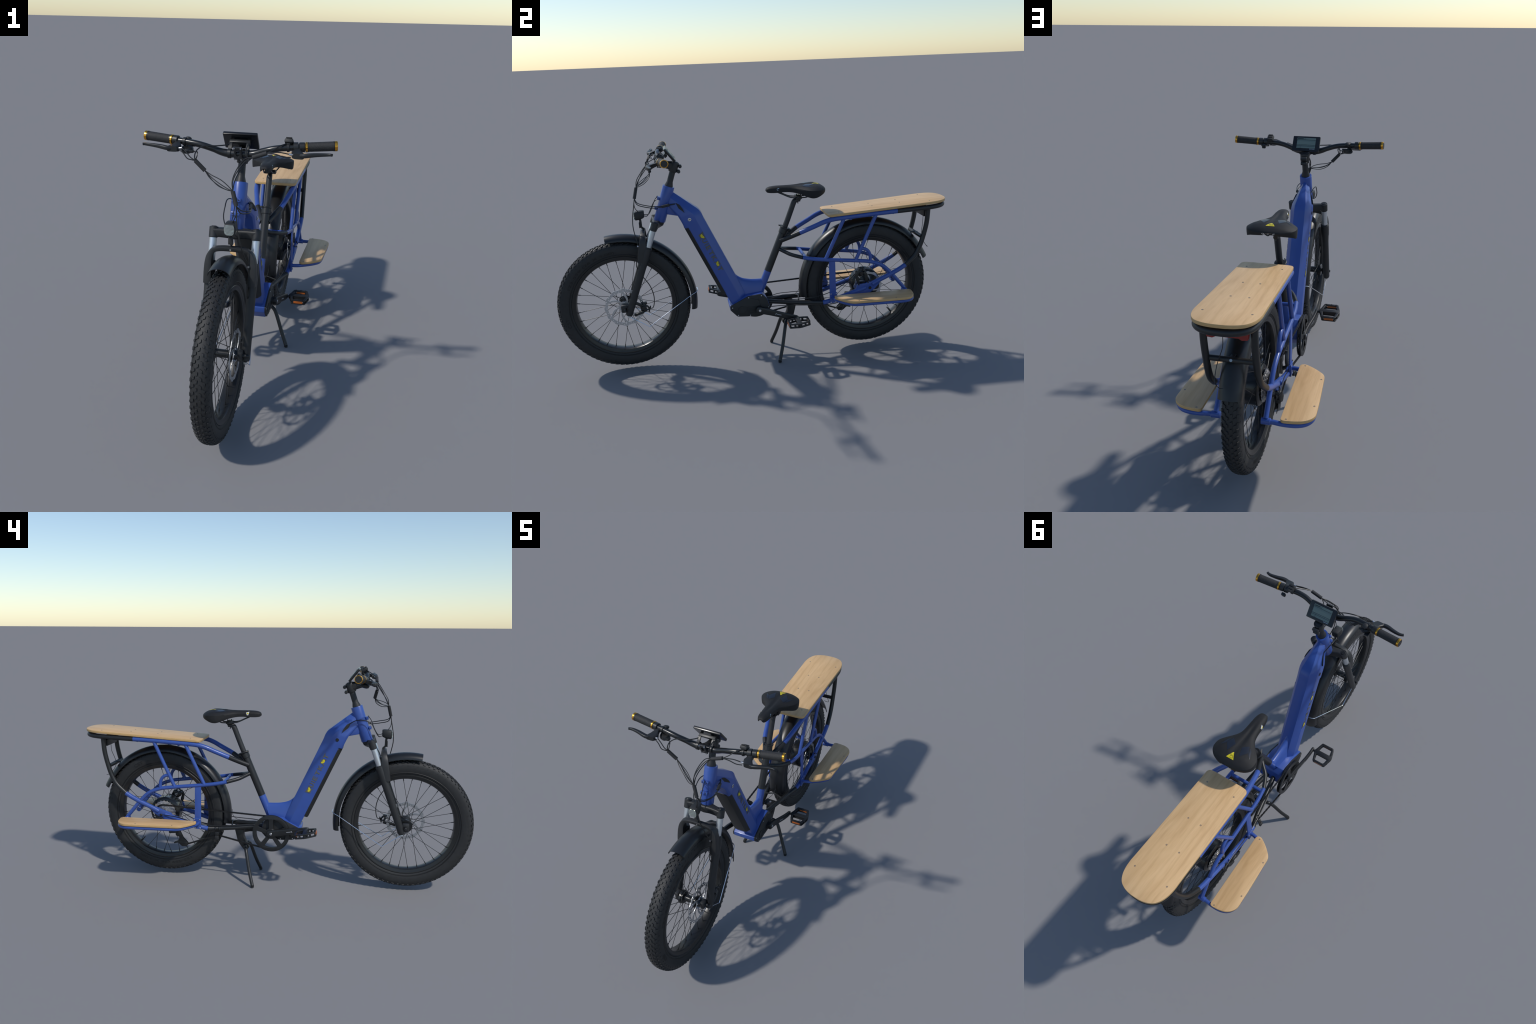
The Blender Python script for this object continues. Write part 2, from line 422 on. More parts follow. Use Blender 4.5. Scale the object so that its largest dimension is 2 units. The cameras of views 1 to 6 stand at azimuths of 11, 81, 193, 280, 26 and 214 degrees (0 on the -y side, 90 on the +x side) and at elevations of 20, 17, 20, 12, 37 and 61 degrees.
    for i in range(180):
        a = 2 * PI * i / 180; out.append(((R - .0022 + .0022 * math.cos(12 * a)) * math.cos(a), (R - .0022 + .0022 * math.cos(12 * a)) * math.sin(a)))
    loops = [out]
    narm = 6
    for k in range(narm):        # windows between curved arms
        lp = []
        def th(r, off): return 2 * PI * k / narm + off + (r - .03) * 12.5
        for i in range(7): r = .031 + (.0815 - .031) * i / 6; lp.append((r, th(r, .13 - .06 * (i / 6))))
        for i in range(1, 7): lp.append((.0815, th(.0815, .07 + (.98 - .07) * i / 6)))
        for i in range(5, -1, -1): r = .031 + (.0815 - .031) * i / 6; lp.append((r, th(r, .92 + .06 * (i / 6))))
        loops.append([(r * math.cos(t), r * math.sin(t)) for r, t in reversed(lp)])
    for k in range(48):          # vent holes
        a = 2 * PI * k / 48; r = .0922 if k % 2 else .0868
        loops.append([(r * math.cos(a) + .0021 * math.cos(-t), r * math.sin(a) + .0021 * math.sin(-t)) for t in (2 * PI * j / 8 for j in range(8))])
    loops.append([(.017 * math.cos(-t), .017 * math.sin(-t)) for t in (2 * PI * j / 24 for j in range(24))])
    loops = [loops[0]] + [[(x * kr, y * kr) for x, y in lp] for lp in loops[1:]]
    M = Matrix.Translation((0, cy, cz)) @ YZ(1, xr)
    make("brake_rotor", plate(loops, .0022, 0, M), ROTOR, W, 0)
    B = Geo()
    for k in range(6):
        a = 2 * PI * k / 6; B.add(cyl(C + Vector((xr, .024 * math.sin(a), .024 * math.cos(a))), C + Vector((xr + .004, .024 * math.sin(a), .024 * math.cos(a))), .0035, n=10))
    make("rotor_bolts", B, STEEL, W)
    # valve
    a = math.radians(141 if rear else 31); d = Vector((0, math.sin(a), math.cos(a)))
    make("valve_stem", cyl(C + d * .2325, C + d * .200, .0035, .0028, n=10, edge=.001), BLACK, W)
    if rear:   # cassette on the right-hand side
        ncog = 8
        for k in range(ncog):
            r = .0635 - (.0635 - .026) * (k / (ncog - 1)) ** .9; teeth = int(round(r / .0029)); lp = []
            for t in range(teeth):
                for f, rr in ((0, r - .0032), (.28, r - .0028), (.42, r + .0010), (.58, r + .0010), (.72, r - .0028)):
                    a = 2 * PI * (t + f) / teeth; lp.append((rr * math.cos(a), rr * math.sin(a)))
            lo = [lp, [((r * .45) * math.cos(-a), (r * .45) * math.sin(-a)) for a in (2 * PI * j / 20 for j in range(20))]]
            if r > .04:
                for j in range(teeth // 2):   # lightening holes
                    a = 4 * PI * j / teeth; lo.append([((r - .0095) * math.cos(a) + .0022 * math.cos(-t), (r - .0095) * math.sin(a) + .0022 * math.sin(-t)) for t in (2 * PI * q / 6 for q in range(6))])
            make("sprocket", plate(lo, .0018, 0, Matrix.Translation((0, cy, cz)) @ YZ(-1, .042 + .0042 * k)), COG, W, 0)
        make("freehub", revolve([(-.074, 0), (-.074, .012), (-.072, .024), (-.042, .030), (-.04, 0)], C, ax, 30), DARKST, W)
    return W

FW = (-.6695, .350); RW = (.5815, .350)
front_wheel = wheel(*FW, False)
rear_wheel = wheel(*RW, True)

# ================================================================ mudguards
def mudguard(c, a0, a1, half, r_top, depth, thick=.0022, flare=0.0):
    """curved channel round the wheel centre c; angles from +z towards +y"""
    n = 72; m = 14; g = Geo()
    for layer in (0, 1):
        for i in range(n + 1):
            a = a0 + (a1 - a0) * i / n; end = 0
            if flare: end = flare * max(0, (i / n - .9) / .1) ** 2
            for k in range(m + 1):
                t = -1 + 2 * k / m; ph = abs(t)
                x = half * math.sin(t * PI / 2 * .98) / math.sin(PI / 2 * .98); r = r_top - depth * (1 - math.cos(t * PI / 2 * .98)) - layer * thick + end
                if layer: x *= (half - thick) / half
                g.v.append((CX + x, c[0] + r * math.sin(a), c[1] + r * math.cos(a)))
    w = m + 1; o = (n + 1) * w
    for i in range(n):
        for k in range(m):
            q = (i * w + k, i * w + k + 1, (i + 1) * w + k + 1, (i + 1) * w + k)
            g.f.append(q); g.f.append(tuple(o + x for x in reversed(q)))
        for k in (0, m): g.f.append((i * w + k, (i + 1) * w + k, o + (i + 1) * w + k, o + i * w + k))
    for i in (0, n):
        for k in range(m): g.f.append((i * w + k, i * w + k + 1, o + i * w + k + 1, o + i * w + k))
    return g
mg1 = make("mudguard", mudguard(FW, math.radians(-10.5), math.radians(98), .0410, .3645, .030), GUARD, bike, 50)
mg2 = make("mudguard", mudguard(RW, math.radians(-97), math.radians(69), .0420, .3565, .031, flare=.004), GUARD, bike, 50)
# wire stay of the front guard
path = [(.082, -.650, .312), (.081, -.602, .280), (.080, -.556, .248)]
full = [(CX + d, y, z) for d, y, z in path] + [(CX + .060, -.43, .325), (CX + .044, -.333, .384)]
tail = catmull([(CX + .044, -.333, .384), (CX + .036, -.313, .392), (CX + .015, -.3025, .396), (CX, -.301, .396)], 5)
half = full[:-1] + [tuple(p) for p in tail]
wire = half + [(2 * CX - x, y, z) for x, y, z in reversed(half[:-1])]
make("guard_stay", sweep(wire, .0019, 8), CHROME, mg1)
for s in (-1, 1): make("stay_clip", box((CX + s * .083, -.650, .311), (.012, .014, .010), None, .002), STEEL, mg1)

# ================================================================ fork
FA, FB = np.array((-.4825, .776)), np.array((-.650, .319))     # leg axis (y,z), top and bottom
def leg(t): return tuple(FA + (FB - FA) * t)
LD = .082
crown_pts = []
C0 = leg(.035)
def crown_sec(d, hy, hz, y, z):
    return [(CX + d, y + a * hy, z + b * hz) for a, b in rounded([(-1, -1), (1, -1), (1, 1), (-1, 1)], .45, 3)]
fork = make("fork", loft([crown_sec(d, hy, hz, C0[0] + dy, C0[1] + dz) for d, hy, hz, dy, dz in
        ((-.080, .0155, .0175, 0, -.002), (-.055, .0155, .0170, .003, -.002), (-.03, .0180, .0175, .009, -.004), (0, .0240, .0185, .013, -.006), (.03, .0180, .0175, .009, -.004), (.055, .0155, .0170, .003, -.002), (.080, .0155, .0175, 0, -.002))]), FORKB, bike, 40)
ht0, ht1 = np.array((-.4625, .766)), np.array((-.4045, .934)); hdir = (ht1 - ht0) / np.linalg.norm(ht1 - ht0)
def hta(t): return tuple(ht0 + hdir * t)        # point on the steering axis
make("lower_headset", cyl((CX, *hta(-.018)), (CX, *hta(.004)), .0225, .0265, n=32), FORKB, fork)
for s in (-1, 1):
    x = CX + s * LD
    make("crown_cap", cyl((x, *leg(-.004)), (x, *leg(.082)), .0172, n=32, edge=.002), FORKB, fork)
    make("preload_knob", cyl((x, *leg(-.009)), (x, *leg(0)), .0100, .0110, n=24, edge=.001), BLACK, fork)
    make("stanchion", cyl((x, *leg(.08)), (x, *leg(.33)), .0142, n=32), STANCH, fork)
    prof = [(0, 0), (0, .0150), (.004, .0195), (.03, .0205), (.07, .0195), (.11, .0178), (.355, .0172), (.362, .015), (.362, 0)]
    a = Vector((x, *leg(.262))); b = Vector((x, *leg(1.0))); L = (b - a).length
    make("fork_leg", revolve([(h / .362 * L, r) for h, r in prof], a, b - a, 32), FORKB, fork, 40)
    make("leg_seal", cyl((x, *leg(.255)), (x, *leg(.275)), .0175, n=28, edge=.002), BLACK, fork)
    make("dropout_block", box((CX + s * .066, -.668, .350), (.020, .034, .040), None, .006), FORKB, fork)
    make("axle_nut", cyl((CX + s * .074, FW[0] + .004, FW[1] - .002), (CX + s * .100, FW[0] + .004, FW[1] - .002), .0080, .0070, n=16, edge=.002), BLACK, fork)
# arch brace in front of the legs
hp = [(.0835, -.563, .585), (.0835, -.558, .625), (.083, -.553, .660), (.079, -.550, .690), (.066, -.548, .709), (.045, -.548, .716), (0, -.5485, .7185)]
pth = [(CX - d, y, z) for d, y, z in hp] + [(CX + d, y, z) for d, y, z in reversed(hp[:-1])]
sec = rounded([(-.0085, -.011), (.0085, -.011), (.0085, .011), (-.0085, .011)], .004, 2)
make("fork_brace", sweep(catmull(pth, 5), [1.9, 1.85, 1.7, 1.35, 1.05, 1.0, 1.0, 1.0, 1.05, 1.35, 1.7, 1.85, 1.9], section=sec, up=np.array((0, 1.0, 0.12))), FORKB, fork, 40)
make("brace_bolt", cyl((CX, -.556, .7175), (CX, -.5615, .7175), .0035, n=12), STEEL, fork)
make("hose_bolt", cyl((CX + .072, -.572, .664), (CX + .072, -.5785, .664), .0040, n=12), STEEL, fork)

# ================================================================ frame
dn, pn = np.array((-.415, .9098)), np.array((.9098, .415))     # down-tube direction and its rearward normal (y,z)
B0 = np.array((-.1775, .3575))
def dt(s, b): return tuple(B0 + dn * s + pn * b)
def tube_sec(F, R, w, f, tb=.66, ta=.12, wf=.86):
    F, R = np.array(F), np.array(R); o = []
    for x, t in ((f, 1), (w, tb), (w, ta), (w * wf, 0)):
        y, z = F + (R - F) * t; o.append((CX + x, y, z))
    return o + [(2 * CX - x, y, z) for x, y, z in reversed(o)]
key = [((-.425, .846), (-.402, .9160), .0175, .0025, .60)]
for t, F in ((.33, (-.406, .8290)), (.66, (-.388, .8090)), (1.0, (-.3720, .7900))):       # flat-sided run from the head tube to the bend
    key.append((F, lerp((-.402, .9160), (-.2815, .8235), t), .0175 + .0300 * t, .0025 + .0210 * t, .60 + .04 * t))
key += [((-.3655, .777), (-.2715, .8155), .0482, .0242, .65), ((-.3600, .766), (-.2640, .8065), .0488, .0250, .66), ((-.3535, .752), (-.2565, .7935), .0490, .0255, .66)]
secs = [tube_sec(a, b, c, d, e, ta=.1) for a, b, c, d, e in key]
secs += [tube_sec(dt(.405, .002), dt(.405, .107), .0490, .0255), tube_sec(dt(.400, .019), dt(.4, .107), .0485, .0255, tb=.60, ta=.06, wf=.96)]
secs += [tube_sec(dt(s, .019), dt(s, .107), .0485, .0255, tb=.60, ta=.06, wf=.96) for s in (.30, .2, .1, 0.0, -.035)]
secs += [tube_sec(dt(-.075, .022), dt(-.06, .107), .0475, .0255, tb=.60, ta=.06, wf=.96)]
frame = make("frame", bevelled(loft(secs), .0018, 2, 22), BLUE, bike, 20)
g = Geo()
gs = [(-.430, .846), (-.4225, .7985), (-.3700, .7870), (-.372, .80), (-.395, .828)]
make("head_gusset", bevelled(loft([[(CX + x, y, z) for y, z in gs] for x in (-.019, .019)]), .002), BLUE, frame)
HT = Geo().add(revolve([(0, .018), (0, .0278), (.002, .0288), (.1757, .0288), (.1777, .0278), (.1777, .0205), (.17, .0205), (.17, 0)], (CX, *hta(0)), (0, *hdir), 48))
make("head_tube", HT, BLUE, frame, 40)
for t in (.058, .108):     # two cable lugs on the front of the head tube
    y, z = hta(t); c = Vector((CX - .003, y - .031, z + .0105))
    rot = Matrix.Rotation(math.radians(19), 3, 'X')
    make("cable_lug", box(c, (.034, .012, .014), rot.inverted(), .0015), BLUE, frame)
    for dx in (-.010, .010): make("lug_hole", cyl(c + Vector((dx, -.005, .0015)), c + Vector((dx, -.0068, .0022)), .0024, n=12), BLACK, frame)
# seat tube, lower blue and upper black
sA, sB = np.array((.0095, .331)), np.array((.156, .676)); sd = (sB - sA) / np.linalg.norm(sB - sA)
def st(t): return tuple(sA + sd * t)
SL = float(np.linalg.norm(sB - sA)); tj = .1405
make("seat_tube", cyl((CX, *st(0)), (CX, *st(tj)), .0188, n=36), BLUE, frame)
make("seat_tube_sleeve", cyl((CX, *st(tj)), (CX, *st(SL - .01)), .0187, n=36), BLACK, frame)
# curved web between down tube and seat tube
top = catmull([(-.128, .500), (-.104, .4575), (-.078, .437), (-.040, .4255), (0, .4215), (.047, .4210)], 4)
ws = []
for y, z in top:
    zb = .335; f = min(0, .010 - y)
    ws.append([(CX + x, y + f * k, zz) for x, k, zz in ((.003, 0, z), (.0105, .05, z - .006), (.016, .2, z - .016), (.024, .5, (z + zb) / 2), (.030, 1, zb), (-.030, 1, zb), (-.024, .5, (z + zb) / 2), (-.016, .2, z - .016), (-.0105, .05, z - .006), (-.003, 0, z))])
make("frame_web", loft(ws), BLUE, frame, 45)
# motor shell
mo = [(-.148, .3075), (-.1455, .283), (-.112, .2465), (-.057, .242), (.026, .244), (.061, .284), (.044, .336), (.020, .3615), (-.053, .3545)]
shell = bevelled(loft([[(CX + x, y, z) for y, z in mo] for x in (-.0585, .0585)]), .003)
motor = make("motor_housing", shell, BLUE, bike)
for s in (-1, 1):
    lo = [(y * .985 - .0006, .30 + (z - .30) * .965) for y, z in mo]
    mc = make("motor_cover", plate([rounded(lo, .006, 3)], .008, .0012, YZ(s, .0612)), MATT, motor, 40)
    rel = Geo()
    rel.add(cyl((CX + s * .062, -.083, .283), (CX + s * .0662, -.083, .283), .0195, n=32, edge=.001))
    rel.add(plate([[(.021 * math.cos(t), .021 * math.sin(t)) for t in np.linspace(0, 2 * PI, 32, False)], [(.0185 * math.cos(-t), .0185 * math.sin(-t)) for t in np.linspace(0, 2 * PI, 32, False)]], .004, 0, Matrix.Translation((0, -.083, .283)) @ YZ(s, .0655)))
    for i in range(4): rel.add(box((CX + s * .0652, -.030 - .003 * i, .262 + .011 * i), (.0022, .045, .0032), None, .0006, 1))
    rel.add(box((CX + s * .0652, -.020, .335), (.002, .050, .0035), Matrix.Rotation(-math.radians(16), 3, 'X'), .0006, 1))
    rel.add(box((CX + s * .0652, .006, .318), (.002, .0035, .045), Matrix.Rotation(math.radians(12), 3, 'X'), .0006, 1))
    make("cover_relief", rel, MATT, motor)
    sc = None
    for y, z in ((-.135, .298), (-.107, .255), (-.045, .250), (.050, .286), (.016, .351), (-.050, .346)):
        M = Matrix.Translation((CX + s * .0650, y, z)) @ Matrix.Rotation(s * PI / 2, 4, 'Y')
        if sc is None: sc = make("cover_screw", cyl((0, 0, 0), (0, 0, .0016), .0030, n=10, edge=.0005), STEEL, motor); sc.matrix_world = M
        else: copy_of(sc, M, motor)
make("bottom_bracket", cyl((CX - .088, .002, .280), (CX + .088, .002, .280), .0185, n=32, edge=.002), BLACK, motor)
# battery
bsec = []
for s0, dep in ((.4135, .0), (.4135, 0), (0.003, 0), (0.003, 0)): pass
def bat_sec(s, w, dep, b0=.0005):
    f = w - .016 * min(1, dep / .018)
    return [(CX + x, *dt(s, b)) for x, b in ((w, .030), (w, b0 + dep), (f, b0), (-f, b0), (-w, b0 + dep), (-w, .030))]
battery = make("battery_pack", bevelled(loft([bat_sec(.4135, .0330, .003), bat_sec(.402, .0400, .010), bat_sec(.389, .0470, .0185), bat_sec(.014, .0470, .0185), bat_sec(.004, .0450, .0165, .003)]), .0015, 2, 20), MATT, bike, 28)
for s in (-1, 1):
    # lock / bolt and cable port on the neck
    c = Vector((CX + s * .0492, -.3180, .772))
    make("lock_disc", cyl(c, c + Vector((s * .0022, 0, 0)), .0085, n=24, edge=.0008), STEEL if s > 0 else BLACK, frame)
    if s > 0: make("lock_slot", box(c + Vector((.0024, 0, 0)), (.0012, .011, .003), Matrix.Rotation(math.radians(20), 3, 'X')), BLACK, frame)
    pp = [(-.378, .855), (-.379, .836), (-.352, .8175), (-.340, .8080), (-.347, .826), (-.361, .8465)]
    make("cable_port", loft([[(CX + s * (.020 + .45 * (y + .382)), y, z) for y, z in pp], [(CX + s * (.0275 + .58 * (y + .382)), y, z) for y, z in pp]]), MATT, frame, 30)

# -------- tubes of the rear end
UP = [(.012, .134, .6185), (.034, .186, .6425), (.0555, .2278, .664), (.074, .295, .6945), (.086, .343, .7165), (.0925, .385, .7285), (.0945, .45, .7340), (.0965, .61, .7430), (.0975, .72, .7475), (.098, .86, .7530)]
rear_bend = [(.096, .905, .7550), (.086, .945, .7570), (.065, .970, .7583), (.034, .984, .7590), (0, .9875, .7592)]
MID = [(.006, .125, .5745), (.030, .148, .565), (.058, .175, .555), (.0865, .2315, .5415)]
MID2 = [(.0865, .2315, .5415), (.0925, .285, .531), (.0935, .347, .522), (.0935, .505, .5035), (.0920, .585, .4905), (.0910, .648, .4640), (.0905, .697, .4170), (.0905, .737, .3690), (.0905, .768, .332)]
HOOP = [(.085, .8895, .745), (.085, .884, .675), (.0850, .869, .608), (.086, .849, .548), (.088, .822, .502), (.0925, .772, .4575)]
HOOP2 = [(.0925, .772, .4575), (.0925, .740, .438), (.0920, .697, .4165), (.091, .6308, .3865), (.090, .595, .368)]
STAY = [(.089, .560, .352), (.088, .4900, .3305), (.087, .40, .3035), (.0825, .353, .2905), (.0805, .334, .2875)]
STAY2 = [(.0805, .334, .2875), (.070, .300, .2868), (.0605, .265, .2872), (.047, .195, .2905), (.0365, .145, .2935), (.022, .070, .2990), (.018, .045, .3005)]
for s in (-1, 1):
    make("rack_rail_sleeve", sweep(catmull(side(s, UP[:3]), 6), .0125, 18), BLACK, frame)
    p = catmull(side(s, UP), 6)
    blue = p[12:49]; make("rack_rail", sweep(blue, .0122, 18), BLUE, frame)
    make("side_rail_sleeve", sweep(catmull(side(s, MID), 6), .0096, 16), BLACK, frame)
    make("side_rail", sweep(catmull(side(s, MID2), 6), .0096, 16), BLUE, frame)
    make("hoop_sleeve", sweep(catmull(side(s, HOOP), 6), .0122, 18), BLACK, frame)
    make("rear_stay", sweep(catmull(side(s, HOOP2), 6), .0118, 18), BLUE, frame)
    make("chainstay", sweep(catmull(side(s, STAY), 6), .0118, 18), BLUE, frame)
    make("chainstay_sleeve", sweep(catmull(side(s, STAY2), 6), .0122, 18), BLACK, frame)
    # slanted struts, small arch, bracket plate
    make("strut", sweep(side(s, [(.094, .446, .732), (.0935, .347, .523)]), .0092, 16), BLUE, frame)
    make("strut", sweep(side(s, [(.097, .612, .742), (.0935, .505, .505)]), .0092, 16), BLUE, frame)
    make("arch_tube", sweep(catmull(side(s, [(.0935, .530, .566), (.0935, .551, .5625), (.0935, .570, .550), (.0930, .581, .527), (.0920, .5835, .492)]), 5), .0085, 14), BLUE, frame)
    lp = [(.3635, .516), (.3960, .514), (.3995, .342), (.4055, .342), (.4055, .325), (.401, .316), (.4030, .291), (.3670, .287)]
    pl = make("bracket_plate", plate([rounded(lp, .003, 2)], .0055, .001, YZ(s, .0965)), BLUE, frame)
    lp2 = [(.366, .345), (.405, .345), (.405, .330), (.396, .316), (.402, .290), (.366, .286)]
    make("footrest_flange", plate([rounded(lp2, .003, 2)], .004, .0008, YZ(s, .1012)), BLUE, frame)
    sc = None
    for y, z in ((.3715, .338), (.3995, .338), (.3715, .293), (.3965, .294)):
        M = Matrix.Translation((CX + s * .103, y, z)) @ Matrix.Rotation(s * PI / 2, 4, 'Y')
        if sc is None: sc = make("bracket_screw", cyl((0, 0, 0), (0, 0, .0022), .0033, n=10, edge=.0006), STEEL, frame); sc.matrix_world = M
        else: copy_of(sc, M, frame)
    # dropout plate
    dp = [(.640, .396), (.612, .392), (.585, .380), (.573, .3855), (.562, .376), (.530, .372), (.520, .3775), (.511, .368), (.505, .345), (.480, .330), (.50, .3215), (.555, .320), (.585, .325), (.607, .342), (.634, .371)]
    if s < 0: dp = [(.640, .396), (.612, .3925), (.575, .378), (.535, .365), (.525, .3605), (.522, .346), (.485, .330), (.50, .3215), (.555, .3170), (.580, .318), (.604, .346), (.634, .371)]
    make("dropout", plate([rounded(dp, .005, 3)], .011, .0015, YZ(s, .0900)), BLUE, frame)
    make("axle_nut", cyl((CX + s * .09, .5815, .350), (CX + s * .0995, .5815, .350), .0085, .0075, n=6 if s < 0 else 20, edge=.001), BLACK, frame)
    # socket for the footrest tube
    make("footrest_socket", cyl((CX + s * .074, .7690, .3225), (CX + s * .108, .7690, .3225), .0125, n=22, edge=.0015), BLUE, frame)
whole = catmull(side(1, UP + rear_bend[:-1]) + [(CX, .9875, .7592)] + side(-1, list(reversed(UP + rear_bend[:-1]))), 6)
i0 = 8 * 6; make("rack_rail_end", sweep(whole[i0:len(whole) - i0], .0124, 18), BLACK, frame)
make("cross_tube", sweep([(CX - .082, .2490, .5375), (CX + .082, .2490, .5375)], .0085, 14), BLUE, frame)
make("cross_tube", sweep([(CX - .095, .700, .7400), (CX + .095, .700, .7400)], .0080, 14), BLUE, frame)
make("cross_tube", sweep([(CX - .095, .480, .7270), (CX + .095, .480, .7270)], .0080, 14), BLUE, frame)
make("hoop_cross_tube", sweep([(CX - .083, .860, .5995), (CX + .083, .860, .5995)], .0102, 14), BLACK, frame)
make("guard_bolt", cyl((CX, .866, .601), (CX, .8725, .6035), .0050, n=16, edge=.0012), PALEBLUE, frame)
make("guard_strut", box((CX, .845, .606), (.016, .03, .004), None, .001), BLACK, frame)
make("stay_bridge", box((CX, .172, .2780), (.066, .045, .012), None, .003), BLACK, frame)
make("guard_bridge", sweep([(CX - .048, .212, .3000), (CX, .222, .310), (CX + .048, .212, .3000)], .004, 8), BLACK, frame)

# ================================================================ wooden boards
def board(name, outline, thick, M):
    g = plate([outline], thick, .0022, M); nrm = (M.to_3x3() @ Vector((0, 0, 1))).normalized()
    return make(name, g, None, bike, 35, [WOOD, PLYEDGE], lambda p: 0 if abs(p.normal.dot(nrm)) > .55 else 1)
DK = []
for t in np.linspace(0, 1, 3): DK.append((-.1055 - .0105 * t, .39 + .48 * t))
front = [(-.1040, .3945), (-.1030, .380), (-.0955, .3690), (-.082, .3650), (0, .3640)]
endc = [(-.1105, .860), (-.1110, .890), (-.1070, .925), (-.0970, .955), (-.080, .978), (-.054, .9920), (-.025, .9985), (0, .9995)]
lh = front[::-1] + endc[:-1]
outline = catmull([(x, y) for x, y in lh[:5]], 4)
half_o = [tuple(p) for p in outline] + [tuple(p) for p in catmull(endc, 4)]
loop = half_o + [(-x, y) for x, y in reversed(half_o[1:-1])]
sl = .0575
def deck_z(y): return .7575 + sl * (y - .425)
Md = Matrix(((1, 0, 0, CX), (0, 1, 0, 0), (0, sl, 1, .7575 - sl * .425 - .0065), (0, 0, 0, 1)))
deck = board("deck", loop, .013, Md)
def screws(parent, pts, name="screw"):
    first = None
    for x, y, z in pts:
        M = Matrix.Translation((x, y, z))
        if first is None:
            g = Geo().add(revolve([(-.001, .0036), (.0004, .0034), (.0002, .0019), (-.0006, .0016), (-.0006, 0)], (0, 0, 0), (0, 0, 1), 16))
            first = make(name, g, SCREWM, parent); first.matrix_world = M
        else: copy_of(first, M, parent)
screws(deck, [(CX + s * d, y, deck_z(y) + .0002) for d, y in ((.069, .425), (.0315, .6095), (.032, .7555), (.0805, .897)) for s in (-1, 1)])
for s in (-1, 1):
    fo = [(.1375, .400), (.1395, .3855), (.148, .3785), (.160, .378), (.175, .385), (.2025, .4035), (.226, .4240), (.2395, .4385), (.2465, .4550), (.2485, .480), (.2590, .7050), (.2575, .7270), (.2480, .7470), (.2290, .7650), (.2050, .7745), (.165, .7800), (.1510, .7795), (.1440, .7745), (.1425, .7650)]
    sm = catmull([(s * x, y) for x, y in fo], 3); lp = [tuple(p) for p in sm]
    fb = board("footboard", lp, .0125, Matrix.Translation((CX, 0, .342 - .00625)))
    screws(fb, [(CX + s * d, y, .3422) for d, y in ((.159, .390), (.238, .480), (.244, .669), (.162, .771))])
    ft = [(.085, .769, .3225), (.120, .770, .3225), (.150, .773, .3215), (.195, .770, .321), (.225, .757, .321), (.243, .733, .321), (.248, .705, .321), (.243, .60, .321), (.238, .485, .321), (.231, .455, .321), (.212, .430, .321), (.175, .4035, .3205), (.140, .386, .3195), (.115, .380, .319), (.100, .379, .319)]
    make("footrest_tube", sweep(catmull(side(s, ft), 5), .0090, 14), BLUE, fb)

# ================================================================ saddle and post
make("seat_post", sweep(catmull([(CX, *st(SL - .03)), (CX, .175, .721), (CX, .195, .772), (CX, .207, .8025), (CX, .213, .814), (CX, .222, .820), (CX, .243, .8205)], 6), [.0137, .0137, .0137, .0137, .0135, .0125, .009], 28), FORKB, bike)
clamp = make("seat_clamp", cyl((CX, *st(SL - .024)), (CX, *st(SL + .004)), .0220, n=32, edge=.002), BLACK, bike)
make("clamp_collar", cyl((CX, *st(SL + .002)), (CX, *st(SL + .010)), .0240, n=32, edge=.002), BLACK, clamp)
make("clamp_lug", box((CX, .180, .668), (.026, .016, .018), Matrix.Rotation(-math.radians(23), 3, 'X'), .004), BLACK, clamp)
make("clamp_lever", sweep(catmull([(CX + .016, .180, .670), (CX - .018, .176, .676), (CX - .0255, .155, .686), (CX - .0150, .132, .693)], 4), [.005, .005, .004, .003], 10), BLACK, clamp)
#        y     half   top    skirt   droop of the wings, underside lift
SS = [(.0700, .008, .8840, .8810, .8765), (.0735, .0155, .8905, .8850, .8715), (.085, .0210, .8955, .8870, .8690), (.100, .0245, .8980, .8885, .8680), (.130, .0275, .8995, .8885, .8680), (.165, .0295, .8990, .8875, .8695),
      (.195, .0340, .8985, .8860, .8670), (.2125, .0420, .8982, .8850, .8640), (.230, .0560, .8980, .8835, .8600), (.250, .0745, .8985, .8820, .8530), (.270, .0910, .9000, .8805, .8460), (.285, .0980, .9007, .8800, .8425), (.300, .1000, .9010, .8800, .8425), (.315, .0990, .9005, .8795, .8460),
      (.330, .0935, .8975, .8790, .8520), (.345, .0810, .8930, .8780, .8580), (.356, .0620, .8870, .8765, .8620), (.3635, .0420, .8815, .8750, .8650), (.3665, .0220, .8780, .8740, .8670)]
rows = []
for q in catmull([np.array(r) for r in SS], 4):
    y, w, zt, zsh, zb = q; row = []
    groove = .0040 * max(0, min(1, (y - .12) / .06)) * max(0, min(1, (.335 - y) / .03))
    half_r = [(u * w, zt - (zt - zsh) * u ** 3.2 - groove * math.exp(-((u * w) / .0095) ** 2)) for u in np.linspace(0, 1, 13) ** .9]
    half_r += [(w * 1.004, zsh - (zsh - zb) * .25), (w * .998, zsh - (zsh - zb) * .6), (w * .985, zb + .002), (w * .97, zb)]
    row = [(CX - x, y, z) for x, z in reversed(half_r)] + [(CX + x, y, z) for x, z in half_r[1:]]
    for k in range(1, 8):                         # shallow hollow underside
        t = 1 - 2 * k / 8; row.append((CX + t * w * .94, y, zb + .002 + .007 * (1 - t * t)))
    rows.append(row)
saddle = make("saddle", loft(rows), SADDLE, bike, 48)
bvh = BVHTree.FromObject(saddle, bpy.context.evaluated_depsgraph_get())
